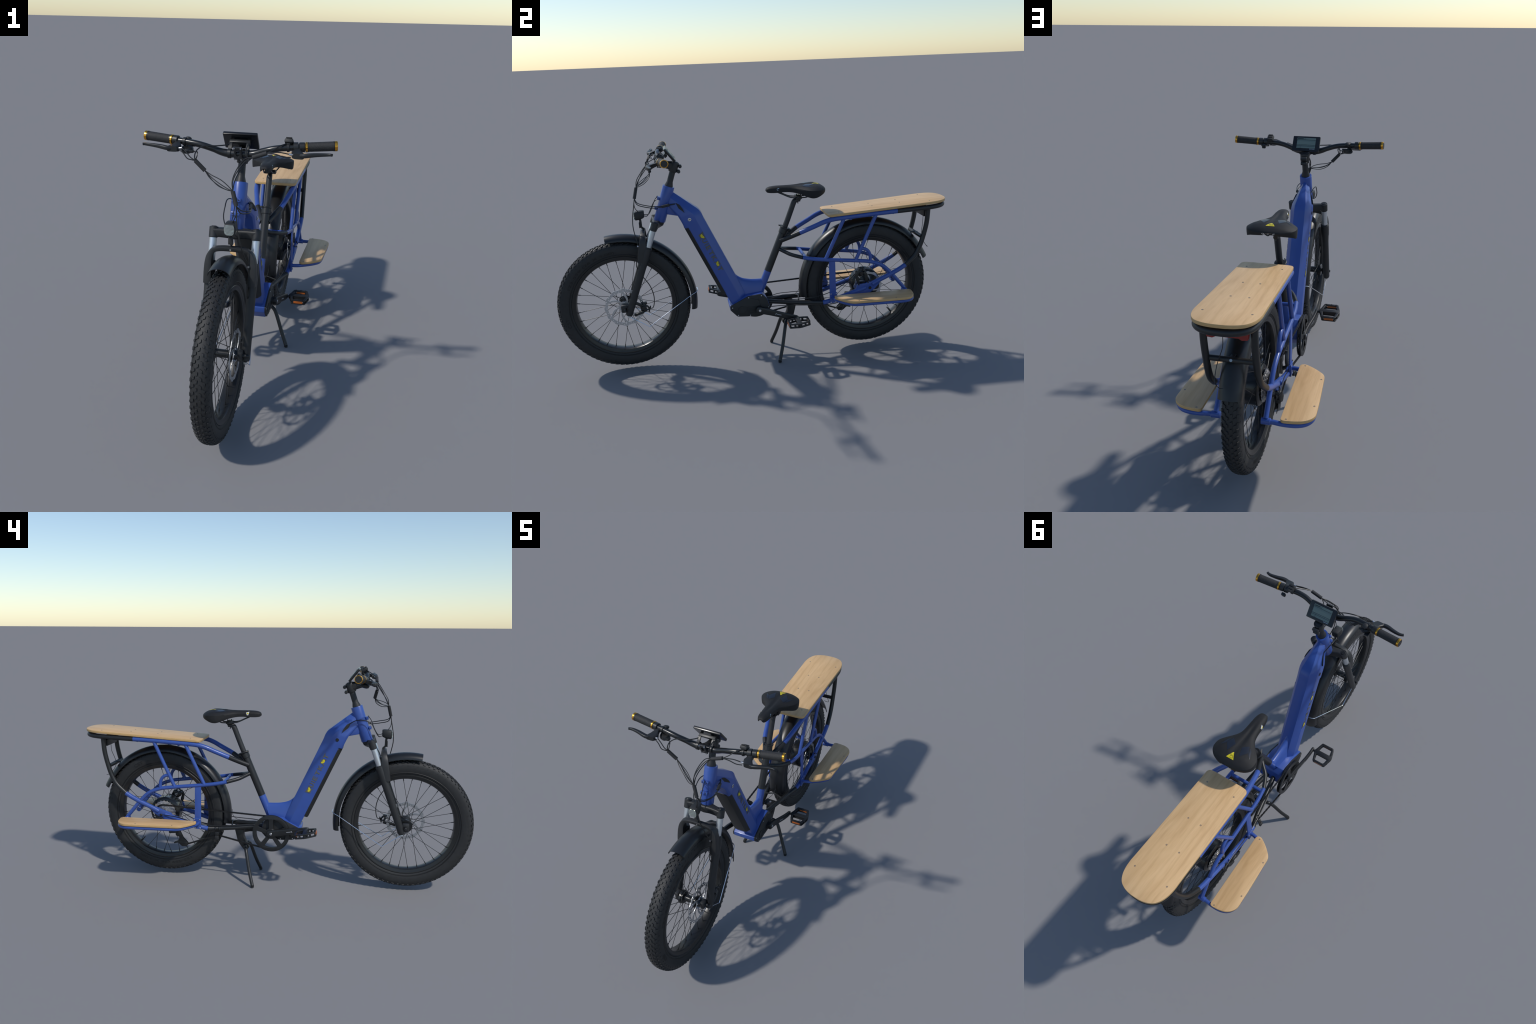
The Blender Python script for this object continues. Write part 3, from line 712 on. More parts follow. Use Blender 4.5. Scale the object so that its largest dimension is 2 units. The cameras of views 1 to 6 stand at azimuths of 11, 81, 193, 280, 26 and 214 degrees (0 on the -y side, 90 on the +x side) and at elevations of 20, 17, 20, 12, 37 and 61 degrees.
def on_saddle(corners, n=8, lift=.0007, axis='z', s=1):
    """four-cornered patch laid on the saddle; corners in (x,y) from above or (y,z) from a side"""
    A, B, C_, D = [np.array(c, float) for c in corners]; g = Geo()
    for i in range(n + 1):
        for j in range(n + 1):
            u, v = i / n, j / n; p = A * (1 - u) * (1 - v) + B * u * (1 - v) + C_ * u * v + D * (1 - u) * v
            if axis == 'z': o, d = Vector((CX + p[0], p[1], 1.2)), Vector((0, 0, -1))
            elif axis == 'y': o, d = Vector((CX + p[0], .6, p[1])), Vector((0, -1, 0))
            else: o, d = Vector((CX + s * .4, p[0], p[1])), Vector((-s, 0, 0))
            h = bvh.ray_cast(o, d); loc = h[0] if h[0] is not None else o + d * .3
            nn = h[1] if h[1] is not None else -d
            g.v.append(tuple(loc + nn * lift))
    for i in range(n):
        for j in range(n):
            a = i * (n + 1) + j; g.f.append((a, a + 1, a + n + 2, a + n + 1))
    return g
for s in (-1, 1):
    make("saddle_panel", on_saddle([(s * .016, .268), (s * .040, .246), (s * .054, .276), (s * .030, .312)], 10), SADDLEP, saddle, 60)
    make("saddle_panel", on_saddle([(s * .047, .250), (s * .060, .264), (s * .074, .300), (s * .056, .282)], 8), SADDLEP, saddle, 60)
tri = [(.0170, .3385), (-.0010, .3035), (-.0012, .3036), (-.0190, .3375)]
make("warning_mark", on_saddle([(-.0185, .3370), (-.0015, .3045), (.0015, .3045), (.0175, .3370)], 8, .0009), YELLOW, saddle, 60)
ringg = Geo()
for cx0, cy0, r0 in ((-.0030, .3280, .0068), (.0050, .3200, .0042)):     # two small ink rings on the yellow mark
    for k in range(14):
        a, b = 2 * PI * k / 14, 2 * PI * (k + 1) / 14
        ringg.add(on_saddle([(cx0 + r0 * math.cos(a), cy0 + r0 * math.sin(a)), (cx0 + r0 * math.cos(b), cy0 + r0 * math.sin(b)), (cx0 + (r0 - .001) * math.cos(b), cy0 + (r0 - .001) * math.sin(b)), (cx0 + (r0 - .001) * math.cos(a), cy0 + (r0 - .001) * math.sin(a))], 1, .0013))
make("warning_symbol", ringg, INK, saddle, 0)
# nose badges
make("nose_badge", on_saddle([(.128, .8945), (.1315, .8780), (.1395, .8775), (.1440, .8905)], 5, .0008, 'x', -1), WHITE, saddle, 60)
make("nose_badge_eye", on_saddle([(.1305, .8905), (.1325, .8835), (.1375, .8835), (.1410, .8885)], 5, .0014, 'x', -1), YELLOW, saddle, 60)
cg = Geo()
for k in range(9):
    a, b = math.radians(60 + 27 * k), math.radians(60 + 27 * (k + 1)); c0 = (.1265, .8850)
    cg.add(on_saddle([(c0[0] + .0052 * math.cos(a), c0[1] + .0052 * math.sin(a)), (c0[0] + .0052 * math.cos(b), c0[1] + .0052 * math.sin(b)), (c0[0] + .003 * math.cos(b), c0[1] + .003 * math.sin(b)), (c0[0] + .003 * math.cos(a), c0[1] + .003 * math.sin(a))], 1, .0009, 'x', 1))
cg.add(on_saddle([(.1285, .8905), (.1325, .8915), (.1330, .8880), (.1290, .8875)], 2, .0009, 'x', 1))
make("nose_mark", cg, PALEBLUE, saddle, 0)
def wrap_text(text, x0, z0, w, h):
    g = fit(glyphs(text, 0, .02), 0, 0, w, h); out = Geo(); out.f = g.f
    for u, v, _ in g.v:
        hit = bvh.ray_cast(Vector((CX + x0 - u, .6, z0 + v)), Vector((0, -1, 0)))
        loc = hit[0] if hit[0] is not None else Vector((CX + x0 - u, .371, z0 + v)); out.v.append(tuple(loc + Vector((0, .0008, 0))))
    return out
make("tail_lettering", wrap_text("QUIETKAT", .026, .8700, .052, .0060), WHITE, saddle, 0)
for s in (-1, 1):
    make("saddle_rail", sweep(catmull(side(s, [(.014, .128, .868), (.017, .150, .858), (.021, .190, .8400), (.022, .215, .8365), (.022, .255, .8350), (.024, .275, .8370), (.036, .292, .852)]), 6), .0030, 10), BLACKG, saddle)
cl = Geo().add(box((CX, .234, .8345), (.056, .030, .011), None, .003)).add(box((CX, .231, .8430), (.052, .024, .006), None, .002)).add(cyl((CX, .224, .852), (CX, .232, .802), .0026, n=10)).add(cyl((CX, .245, .850), (CX, .246, .820), .0026, n=10))
make("rail_clamp", cl, BLACKG, saddle)

# ================================================================ stem, bars, controls
quill = make("stem", revolve([(-.004, 0), (-.004, .0205), (.004, .0200), (.022, .0150), (.026, .0146), (.120, .0146), (.124, .0130), (.124, 0)], (CX, *hta(.1777)), (0, *hdir), 36), FORKB, bike, 40)
qx, qy = hta(.1777 + .100)
sb = []
for t, hw, hh in ((0, .0190, .0235), (.2, .0185, .0225), (.5, .0170, .0190), (.8, .0165, .0185), (1.0, .0175, .0195)):
    y = qx + (-.432 - qx) * t; z = qy - .002 + (1.0475 - qy + .001) * t
    sb.append([(CX - .001 + a * hw, y, z + b * hh) for a, b in rounded([(-1, -1), (1, -1), (1, 1), (-1, 1)], .7, 4)])
make("stem_body", loft(sb), FORKB, quill, 45)
make("stem_collar", revolve([(.073, 0), (.073, .0195), (.076, .0210), (.118, .0210), (.121, .0195), (.121, 0)], (CX, *hta(.1777)), (0, *hdir), 32), FORKB, quill, 40)
for t in (.082, .108):
    y, z = hta(.1777 + t); make("stem_pinch_bolt", cyl((CX - .015, y + .026, z - .009), (CX + .015, y + .026, z - .009), .0085, n=20, edge=.002), FORKB, quill)
fp = [(.0165 * a, .027 * b) for a, b in ((-1, 1), (-.4, .92), (.4, .92), (1, 1), (.88, 0), (1, -1), (.4, -.92), (-.4, -.92), (-1, -1), (-.88, 0))]
hole = [(.0075 * math.cos(-t), .0125 * math.sin(-t)) for t in np.linspace(0, 2 * PI, 20, False)]
Mf = Matrix.Translation((CX, -.4545, 1.0530)) @ Matrix.Rotation(math.radians(90 + 19), 4, 'X')
make("stem_faceplate", plate([rounded(fp, .006, 3), hole], .009, .0015, Mf), FORKB, quill)
for a in (-1, 1):
    for b in (-1, 1):
        c = Mf @ Vector((a * .0118, b * .0225, .0045)); d = Mf @ Vector((a * .0118, b * .0225, .0075)); make("faceplate_bolt", cyl(c, d, .0030, n=10), STEEL, quill)
BAR = [(.000, -.4370, 1.0475), (.040, -.4372, 1.0478), (.062, -.4385, 1.0520), (.090, -.4425, 1.0620), (.122, -.4470, 1.0720), (.155, -.4460, 1.0785), (.20, -.4395, 1.0825), (.255, -.4300, 1.0855), (.30, -.4245, 1.0890), (.345, -.4190, 1.0920)]
bp = [(-x, y, z) for x, y, z in reversed(BAR[1:])] + BAR
bp = [(x + .003 * max(0, 1 - abs(x) / .1), y, z) for x, y, z in bp]
bpath = catmull(bp, 6)
rad = [.0118 + .0030 * max(0, min(1, (.085 - abs(p[0])) / .045)) for p in bpath]
bar = make("handlebar", sweep(bpath, rad, 24), BLACKG, bike)
def bar_at(x):
    k = min(range(len(bpath)), key=lambda i: abs(bpath[i][0] - x)); a, b = bpath[max(k - 1, 0)], bpath[min(k + 1, len(bpath) - 1)]
    t = (x - a[0]) / (b[0] - a[0]); return Vector(a + (b - a) * t)
def ring(x0, x1, r, **k): return cyl(bar_at(x0), bar_at(x1), r, **k)
for s in (-1, 1):
    make("grip", cyl(bar_at(s * .257), bar_at(s * .347), .0168, .0172, n=36, edge=.0015), GRIP, bar)
    make("grip_collar", Geo().add(ring(s * .254, s * .2585, .0178, n=32)).add(ring(s * .3455, s * .3490, .0180, n=32)), BLACK, bar)
    make("grip_ring", ring(s * .2465, s * .2545, .0185, n=36, edge=.001), GOLD, bar)
    e0, e1 = bar_at(s * .3490), bar_at(s * .3490) + (bar_at(s * .345) - bar_at(s * .335)).normalized() * .0110
    make("grip_end_ring", cyl(e0, e1, .0182, n=36, edge=.0015), GOLD, bar)
    make("bar_plug", cyl(e1 - (e1 - e0) * .2, e1 + (e1 - e0) * .04, .0155, n=32), BLACK, bar)
    # brake lever
    lv = Geo().add(ring(s * .2245, s * .2455, .0178, n=32, edge=.002))
    pr = [((.224, -.4400, 1.078), .011, .010), ((.222, -.4580, 1.072), .012, .0095), ((.222, -.4720, 1.067), .019, .0105), ((.228, -.4850, 1.0630), .022, .0115), ((.232, -.4955, 1.0625), .019, .0100)]
    lv.add(loft([[(s * (c[0] + a * w), c[1], c[2] + b * h) for a, b in rounded([(-1, -1), (1, -1), (1, 1), (-1, 1)], .5, 3)] for c, w, h in pr]))
    L = make("brake_lever", lv, BLACK, bar, 35)
    bl = [(.236, -.4900, 1.0640), (.252, -.4940, 1.0650), (.270, -.4920, 1.0675), (.290, -.4865, 1.0690), (.310, -.4825, 1.0700), (.330, -.4805, 1.0710), (.343, -.4830, 1.0720), (.347, -.4855, 1.0720)]
    sec = rounded([(-.9, -.8), (.9, -.8), (.9, .8), (-.9, .8)], .5, 3)
    blp = catmull([(s * x, y + .002, z) for x, y, z in bl], 5); make("lever_blade", sweep(blp, [.0085, .0095, .0092, .0084, .0075, .0066, .0056, .0060], section=sec, up=np.array((0, 0, 1.0))), BLACK, bar, 45)
    make("barrel_adjuster", cyl((s * .212, -.4840, 1.0640), (s * .196, -.4865, 1.0670), .0045, .0035, n=12), STEEL, bar)
# left-hand switch gear
make("control_clamp", ring(.2040, .2225, .0188, n=32, edge=.0015), BLACK, bar)
make("thumb_lever", box((.2165, -.4130, 1.0655), (.019, .014, .021), Matrix.Rotation(math.radians(-25), 3, 'X'), .004), BLACK, bar)
pod = make("switch_pod", box((.188, -.4330, 1.1010), (.032, .036, .017), Matrix.Rotation(math.radians(-32), 3, 'X'), .006), MATT, bar)
make("pod_strap", ring(.181, .191, .0155, n=28, edge=.001), BLACK, bar)
make("pod_neck", box((.187, -.4390, 1.0920), (.014, .016, .014), None, .002), BLACK, bar)
for k in (-1, 0, 1): make("switch_button", box((.188, -.4275 + .0105 * k, 1.1095 - .0068 * k), (.022, .0090, .003), Matrix.Rotation(math.radians(-32), 3, 'X'), .001), SLEEVE, bar)
# right-hand shifter and bell
shf = Geo().add(revolve([(-.012, 0), (-.012, .014), (-.008, .021), (.003, .0235), (.010, .019), (.012, 0)], (-.190, -.4420, 1.0540), (0, -.25, 1), 28)).add(box((-.183, -.4520, 1.0500), (.044, .020, .012), None, .005)).add(ring(-.205, -.193, .0152, n=28, edge=.001))
shf.add(box((-.205, -.425, 1.053), (.020, .030, .006), None, .0025)).add(box((-.196, -.439, 1.067), (.014, .014, .016), None, .003))
make("gear_shifter", shf, BLACK, bar, 40)
make("shift_window", box((-.176, -.4225, 1.0650), (.022, .010, .006), Matrix.Rotation(math.radians(-30), 3, 'X'), .002), SLEEVE, bar)
make("bell", revolve([(-.004, 0), (-.004, .010), (0, .0125), (.006, .0120), (.009, .008), (.010, 0)], (-.190, -.4270, 1.0880), (0, .5, 1), 24), MATT, bar, 40)
# display
up_d = Vector((0, -.0465, .0605)).normalized(); nz = Vector((0, .0605, .0465)).normalized()
dc = Vector((.0025, -.3845, 1.0925))
Rd = Matrix((Vector((1, 0, 0)), up_d, nz)).transposed()     # local x, y(up the face), z(out of the face)
if Rd.determinant() < 0: Rd = Matrix((Vector((-1, 0, 0)), up_d, nz)).transposed()
Mdp = Matrix.Translation(dc) @ Rd.to_4x4()
disp = make("display", plate([rounded([(-.0650, -.0385), (.0650, -.0385), (.0650, .0385), (-.0650, .0385)], .004, 3)], .012, .002, Mdp @ Matrix.Translation((0, 0, -.006))), BEZEL, bike)
scw, sch = .0445, .0270
make("screen", plate([[(-scw, -sch), (scw, -sch), (scw, sch), (-scw, sch)]], .0012, 0, Mdp @ Matrix.Translation((0, .002, .0004))), SCREEN, disp, 0)
ink = Geo(); fl = 1 if (Mdp.to_3x3() @ Vector((1, 0, 0))).x < 0 else -1
def bar2(x0, x1, y0, y1): ink.add(plate([[(x0, y0), (x1, y0), (x1, y1), (x0, y1)]], .0006, 0, Mdp @ Matrix.Translation((0, .002, .0013))))
for yy in (.0160, -.0105, -.0165): bar2(-scw, scw, yy, yy + .0010)
vx = fl * -.008; bar2(vx - .0005, vx + .0005, .0165, .027); vx = fl * -.025; bar2(vx - .0005, vx + .0005, -.027, -.0165)
for k in range(5): x = fl * (-.041 + k * .0055); bar2(min(x, x + fl * .0042), max(x, x + fl * .0042), .0195 + .0002 * k, .0245)
for k in range(6): x = fl * (.020 + .0038 * k); pass
make("screen_lines", ink, INK, disp, 0)
lab = Geo()
for k in range(6): x = fl * (.019 + .0042 * k); lab.add(plate([[(min(x, x + fl * .003), -.0300), (max(x, x + fl * .003), -.0300), (max(x, x + fl * .003), -.0275), (min(x, x + fl * .003), -.0275)]], .0005, 0, Mdp @ Matrix.Translation((0, 0, .0005))))
make("display_lettering", lab, PALEBLUE, disp, 0)
br = Geo()
for s in (-1, 1):
    x = .003 + s * .033
    br.add(loft([[(x + a * .0065, y + b * .004, z) for a, b in ((-1, -1), (1, -1), (1, 1), (-1, 1))] for y, z in ((-.4390, 1.060), (-.4300, 1.0720), (-.4210, 1.0840), (-.4080, 1.0900), (-.398, 1.092))]))
    br.add(cyl((x - .0065, -.437, 1.0478), (x + .0065, -.437, 1.0478), .0180, n=28, edge=.001))
br.add(box((.003, -.4100, 1.0850), (.078, .014, .018), Matrix.Rotation(math.radians(38), 3, 'X'), .002))
make("display_bracket", br, BLACK, disp, 35)

# ================================================================ lamps
lampM = Matrix.Translation((CX + .001, -.5560, .8010))
lo = [(-.019, -.016), (-.011, -.023), (.011, -.023), (.019, -.016), (.0215, .004), (.017, .020), (-.017, .020), (-.0215, .004)]
rings_ = [[(CX + x * k, y, .801 + z * k + dz) for x, z in lo] for y, k, dz in ((-.5790, .94, 0), (-.5760, 1.0, 0), (-.5560, 1.0, .002), (-.5400, .86, .005), (-.5340, .70, .006))]
lamp = make("headlight", bevelled(loft(rings_), .0015, 2, 30), MATT, bike)
make("lamp_reflector", loft([[(CX + x * .86, -.5795, .801 + z * .86) for x, z in lo], [(CX + x * .3, -.5798, .801 + z * .3) for x, z in lo]]), LAMP, lamp, 0)
fac = Geo()
for i in range(7):
    for j in range(7):
        a, b = (i - 3) * .0045, (j - 3) * .0050
        if math.hypot(a / .0175, b / .0195) < 1: fac.add(box((CX + a, -.5806, .800 + b), (.0036, .0022, .0040), Matrix.Rotation((i * 3 + j * 5) % 4 * .25 - .4, 3, 'X') @ Matrix.Rotation((i * 5 + j) % 5 * .2 - .4, 3, 'Z')))
make("lamp_facets", fac, LAMP, lamp, 0)
make("lamp_glass", plate([rounded([(x * .9, z * .9) for x, z in lo], .003, 2)], .002, .0005, Matrix.Translation((CX, -.5835, .801)) @ Matrix.Rotation(PI / 2, 4, 'X')), GLASS, lamp)
make("lamp_bracket", Geo().add(sweep([(CX, -.556, .782), (CX, -.5545, .768), (CX, -.5535, .742), (CX, -.5440, .733), (CX, -.5440, .712)], .0055, 8, up=np.array((1.0, 0, 0)), section=[(-1, -.5), (1, -.5), (1, .5), (-1, .5)])).add(cyl((CX - .008, -.5555, .779), (CX + .008, -.5555, .779), .0055, n=16)), BLACK, lamp)
make("lamp_reflector_tab", box((CX + .001, -.5600, .752), (.019, .006, .028), None, .002), SLEEVE, lamp)
tl = [(.074, .728), (.069, .698), (.050, .696), (.038, .702), (-.038, .702), (-.050, .696), (-.069, .698), (-.074, .728)]
tail = make("tail_light", bevelled(loft([[(CX + x * k, y, .71 + (z - .71) * k) for x, z in tl] for y, k in ((.894, 1.0), (.9075, .97))]), .0015, 2, 30), RED, bike)
make("tail_light_housing", box((CX, .8850, .7160), (.128, .018, .034), None, .003), BLACK, tail)
make("lamp_mount", box((CX, .8900, .742), (.10, .012, .024), None, .002), BLACK, tail)

# ================================================================ drivetrain
BB = Vector((CX, .002, .280)); RX = .0735
def ringplate(x, ro, ri, thick, arms=True):
    loops = [[(ro * math.cos(t), ro * math.sin(t)) for t in np.linspace(0, 2 * PI, 96, False)]]
    for k in range(5):
        a0 = math.radians(90 + 72 * k); lp = []
        for i in range(13): a = a0 + .16 + (2 * PI / 5 - .32) * i / 12; lp.append((ri, a))
        a1, a2 = a0 + 2 * PI / 5 - .36, a0 + .36
        for i in range(6): a = a1 + (a2 - a1) * i / 5; lp.append((.0285, a))
        loops.append([(r * math.cos(a), r * math.sin(a)) for r, a in reversed([tuple(q) for q in lp])])
    return plate(loops, thick, .0012, Matrix.Translation((0, BB.y, BB.z)) @ YZ(-1, x))
chainring = make("chainring", ringplate(.0805, .0960, .0755, .0065), BLACK, bike)
make("chain_guard_ring", revolve([(-.0695, .0770), (-.0695, .0945), (-.0655, .0945), (-.0655, .0770)], BB, (1, 0, 0), 72, closed=True), BLACK, chainring)
tg = []
for t in range(46):
    for f, rr in ((0, .0855), (.3, .0858), (.45, .0905), (.55, .0905), (.7, .0858)): a = 2 * PI * (t + f) / 46; tg.append((rr * math.cos(a), rr * math.sin(a)))
make("chainring_teeth", plate([tg, [(.077 * math.cos(-t), .077 * math.sin(-t)) for t in np.linspace(0, 2 * PI, 48, False)]], .0022, 0, Matrix.Translation((0, BB.y, BB.z)) @ YZ(-1, .0735)), DARKST, chainring, 0)
make("ring_bolts", Geo().add(cyl(BB + Vector((-.080, 0, 0)), BB + Vector((-.0860, 0, 0)), .027, .024, n=36, edge=.001)), BLACK, chainring)
CL = .1905
pedals = []
for s in (-1, 1):
    CA = math.radians(12.0 if s < 0 else 15.5)
    dy, dz = s * math.cos(CA), -s * math.sin(CA); n2 = (-dz, dy)          # crank direction (y,z)
    secs = []
    for t, xo, w, th in ((-.095, .0830, .010, .008), (-.08, .0830, .0155, .0090), (0, .0830, .0180, .0095), (.12, .0840, .0175, .0085), (.30, .0890, .0160, .0070), (.5, .0965, .0155, .0066), (.7, .1030, .0150, .0066), (.88, .1065, .0140, .0066), (1.0, .1070, .0130, .0066), (1.05, .1070, .0100, .0056), (1.065, .107, .005, .004)):
        c = (BB.y + dy * CL * t, BB.z + dz * CL * t)
        secs.append([(CX + s * (xo + a * th), c[0] + n2[0] * b * w, c[1] + n2[1] * b * w) for a, b in rounded([(-1, -1), (1, -1), (1, 1), (-1, 1)], .55, 3)])
    arm = make("crank_arm", loft(secs), BLACK, bike, 40)
    make("crank_bolt", cyl(BB + Vector((s * .0915, 0, 0)), BB + Vector((s * .0940, 0, 0)), .0065, n=18, edge=.001), STEEL, arm)
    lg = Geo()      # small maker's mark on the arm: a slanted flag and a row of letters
    ld = s * .098
    base = [(BB.y + dy * CL * t, BB.z + dz * CL * t) for t in (.37, .56)]
    tx = Geo(); tx.add(plate([[(0, -.004), (.003, -.004), (.007, .004), (.002, .004)]], .0002))
    for k in range(6): tx.add(plate([[(.008 + .0040 * k, -.0022), (.0108 + .0040 * k, -.0022), (.0108 + .0040 * k, .0022), (.008 + .0040 * k, .0022)]], .0002))
    outg = Geo(); outg.f = tx.f
    for u, v, _ in tx.v:
        t = .42 + u / CL if s > 0 else .60 - u / CL
        c = (BB.y + dy * CL * t, BB.z + dz * CL * t); k = v if s > 0 else -v
        xo = float(np.interp(t, [.3, .5, .7], [.0890 + .0070, .0965 + .0066, .1030 + .0066])) + .0006
        outg.v.append((CX + s * xo, c[0] + n2[0] * k, c[1] + n2[1] * k))
    make("crank_lettering", outg, LETTERF, arm, 0)
    # pedal
    pc = Vector((CX + s * .1675, BB.y + dy * CL, BB.z + dz * CL))
    lpo = [(-.0480, 0), (-.0400, -.018), (-.0290, -.052), (-.024, -.0540), (.0340, -.0540), (.0390, -.050), (.0520, -.006), (.0520, .006), (.0390, .050), (.0340, .0540), (-.024, .0540), (-.0290, .052), (-.0400, .018)]
    wins = [[(-.0290, .011), (-.0230, .038), (-.0190, .043), (.0270, .043), (.0310, .039), (.0360, .011)], [(-.0290, -.011), (.0360, -.011), (.0310, -.039), (.0270, -.043), (-.0190, -.043), (-.0230, -.038)]]
    tilt = math.radians(-12 if s < 0 else 5)
    Mp = Matrix.Translation(pc) @ Matrix.Rotation(tilt, 4, 'X') @ Matrix.Diagonal((s, 1, 1, 1))
    outer = rounded(lpo, .0035, 2)
    pd = Geo()
    for zz in (-.0085, .0085): pd.add(plate([outer] + [rounded(w_, .003, 2) for w_ in wins], .006, .001, Mp @ Matrix.Translation((0, 0, zz))))
    inner = [(x * .88 + (.0003), y * .90) for x, y in outer]
    # side walls fore and aft and outside (left open between the decks elsewhere)
    for y in (-.0495, .0495):
        for x in (-.021, .0050, .031): pd.add(box((x, y, 0), (.004, .007, .016)).xf(Mp))
    for x, y in ((.0425, -.026), (.0425, .026), (-.0345, -.026), (-.0345, .026), (.047, 0)): pd.add(box((x, y, 0), (.006, .010, .016)).xf(Mp))
    pd.add(box((.002, 0, 0), (.084, .019, .018), None, .004).xf(Mp))
    for y in (-.049, .049):
        for x in (-.018, .0050, .028): pd.add(box((x, y, .0125), (.003, .004, .003)).xf(Mp))
    pedal = make("pedal", pd, BLACK, bike, 35)
    make("pedal_spindle", cyl((CX + s * .106, pc.y, pc.z), (CX + s * .150, pc.y, pc.z), .0065, n=16), BLACK, pedal)
    for y in (-1, 1):
        make("pedal_reflector", box((.0050, y * .0528, 0), (.044, .0026, .0115), None, .0006, 1).xf(Mp), ORANGE, pedal)
        make("pedal_reflector", box((.0050, y * .0462, 0), (.042, .0020, .0105), None, .0005, 1).xf(Mp), ORANGE, pedal)
# chain: links along the run
ra, rc = .0885, .0445
CG = (RW[0], RW[1])
topA = (BB.y + .006, BB.z + ra); topB = (CG[0] - .002, CG[1] + rc)
path = []
for i in range(28):           # round the chainring, bottom to top over the front
    a = math.radians(-84 - 187 * i / 27); path.append((BB.y + ra * math.cos(a), BB.z + ra * math.sin(a)))
for i in range(1, 30): path.append(lerp(topA, topB, i / 30))
for i in range(12): a = math.radians(90 - 150 * i / 11); path.append((CG[0] + rc * math.cos(a), CG[1] + rc * math.sin(a)))
jock = [(.560, .292), (.520, .270), (.495, .255), (.486, .240), (.492, .224), (.490, .205), (.479, .188), (.462, .1855)]
path += [tuple(p) for p in catmull([np.array(path[-1])] + [np.array(p) for p in jock], 4)[1:]]
low = (BB.y + .010, BB.z - ra)
guide = (.2850, .2500)
for i in range(1, 15): path.append(lerp(jock[-1], guide, i / 15))
for i in range(0, 16): path.append(lerp(guide, low, i / 16))
path = np.array(path); seglen = np.r_[0, np.cumsum(np.linalg.norm(np.diff(path, axis=0), axis=1))]
pitch = .0112; nl = int(seglen[-1] / pitch); ch = Geo()
def chain_x(y): return CX - float(np.interp(y, [.05, .45, .62], [.0735, .0640, .0590]))
for i in range(nl):
    s0, s1 = i * pitch, (i + 1) * pitch + .003
    a = [float(np.interp(s0, seglen, path[:, k])) for k in (0, 1)]; b = [float(np.interp(s1, seglen, path[:, k])) for k in (0, 1)]
    w = .0034 if i % 2 else .0024
    P, Q = Vector((chain_x(a[0]), *a)), Vector((chain_x(b[0]), *b)); ch.add(sweep([P, Q], 1.0, up=np.array((1.0, 0, 0)), section=[(-.0038, -w), (.0038, -w), (.0038, w), (-.0038, w)]))
chain = make("chain", ch, DARKST, bike, 20); chain["kind"] = "stuff"
# derailleur
X = CX - .0665
dg = Geo().add(box((CX - .094, .592, .334), (.016, .040, .016), Matrix.Rotation(math.radians(10), 3, 'X'), .004))
dg.add(sweep([(CX - .098, .580, .330), (CX - .098, .560, .300), (CX - .090, .530, .262)], [.010, .011, .010], 10)).add(box((CX - .082, .520, .262), (.022, .050, .020), Matrix.Rotation(math.radians(-5), 3, 'X'), .005))
dr = make("derailleur", dg, BLACK, bike, 35)
for x in (X - .006, X + .006):
    make("derailleur_cage", plate([rounded([(.520, .270), (.490, .262), (.472, .225), (.445, .196), (.452, .178), (.478, .177), (.500, .196), (.522, .190), (.523, .197), (.498, .206), (.492, .225), (.506, .250)], .004, 2)], .002, .0004, Matrix(((0, 0, 1, x), (1, 0, 0, 0), (0, 1, 0, 0), (0, 0, 0, 1)))), BLACK, dr)
for y, z, r in ((.500, .243, .014), (.468, .196, .015)): make("jockey_wheel", cyl((X - .004, y, z), (X + .004, y, z), r, n=11), BLACKG, dr)

# ================================================================ brakes
def caliper(c, s, rot, parent_name="brake_caliper"):
    g = Geo()
    g.add(box((0, 0, 0), (.026, .030, .044), None, .005)).add(box((-.002, .010, .020), (.020, .026, .014), None, .004)).add(box((-.002, -.012, -.016), (.014, .030, .012), None, .003))
    g.add(cyl((.010, .002, .004), (.020, .002, .004), .0115, n=20, edge=.002)).add(cyl((-.012, .002, .004), (-.022, .002, .004), .010, n=20, edge=.002))
    g.add(sweep(catmull([(.012, .002, .006), (.014, .018, .010), (.014, .026, -.004), (.014, .022, -.024)], 4), [.005, .005, .0045, .0035], 8))
    g.add(sweep(catmull([(.012, .004, -.006), (.013, .028, -.012), (.012, .036, .004)], 4), [.004, .0035, .003], 8))
    g.xf(Matrix.Translation(c) @ rot.to_4x4()); ob = make(parent_name, g, BLACKG, bike, 35)
    k = Matrix.Translation(c) @ rot.to_4x4()
    make("pad_knob", cyl(k @ Vector((-.022, .002, .004)), k @ Vector((-.0245, .002, .004)), .0075, n=18, edge=.001), STEEL, ob)
    return ob
cf = caliper(Vector((CX + .062, -.577, .345)), 1, Matrix.Rotation(math.radians(12), 3, 'X'))
make("caliper_bracket", Geo().add(box((CX + .078, -.612, .378), (.010, .062, .016), Matrix.Rotation(math.radians(-28), 3, 'X'), .003)).add(box((CX + .078, -.600, .322), (.010, .050, .014), Matrix.Rotation(math.radians(18), 3, 'X'), .003)), BLACK, cf)
cr = caliper(Vector((CX + .064, .545, .428)), 1, Matrix.Rotation(math.radians(118), 3, 'X'))
make("caliper_bracket", Geo().add(plate([rounded([(.520, .374), (.530, .374), (.527, .400), (.520, .420), (.535, .440), (.520, .446), (.506, .425), (.510, .395)], .003, 2)], .006, .001, YZ(1, .083))).add(plate([rounded([(.560, .380), (.575, .384), (.572, .420), (.560, .440), (.548, .432), (.558, .412)], .003, 2)], .006, .001, YZ(1, .083))), BLACK, cr)
for y, z in ((.520, .374), (.570, .3825)): make("caliper_bolt", cyl((CX + .094, y, z), (CX + .099, y, z), .0045, n=12), BLACK, cr)

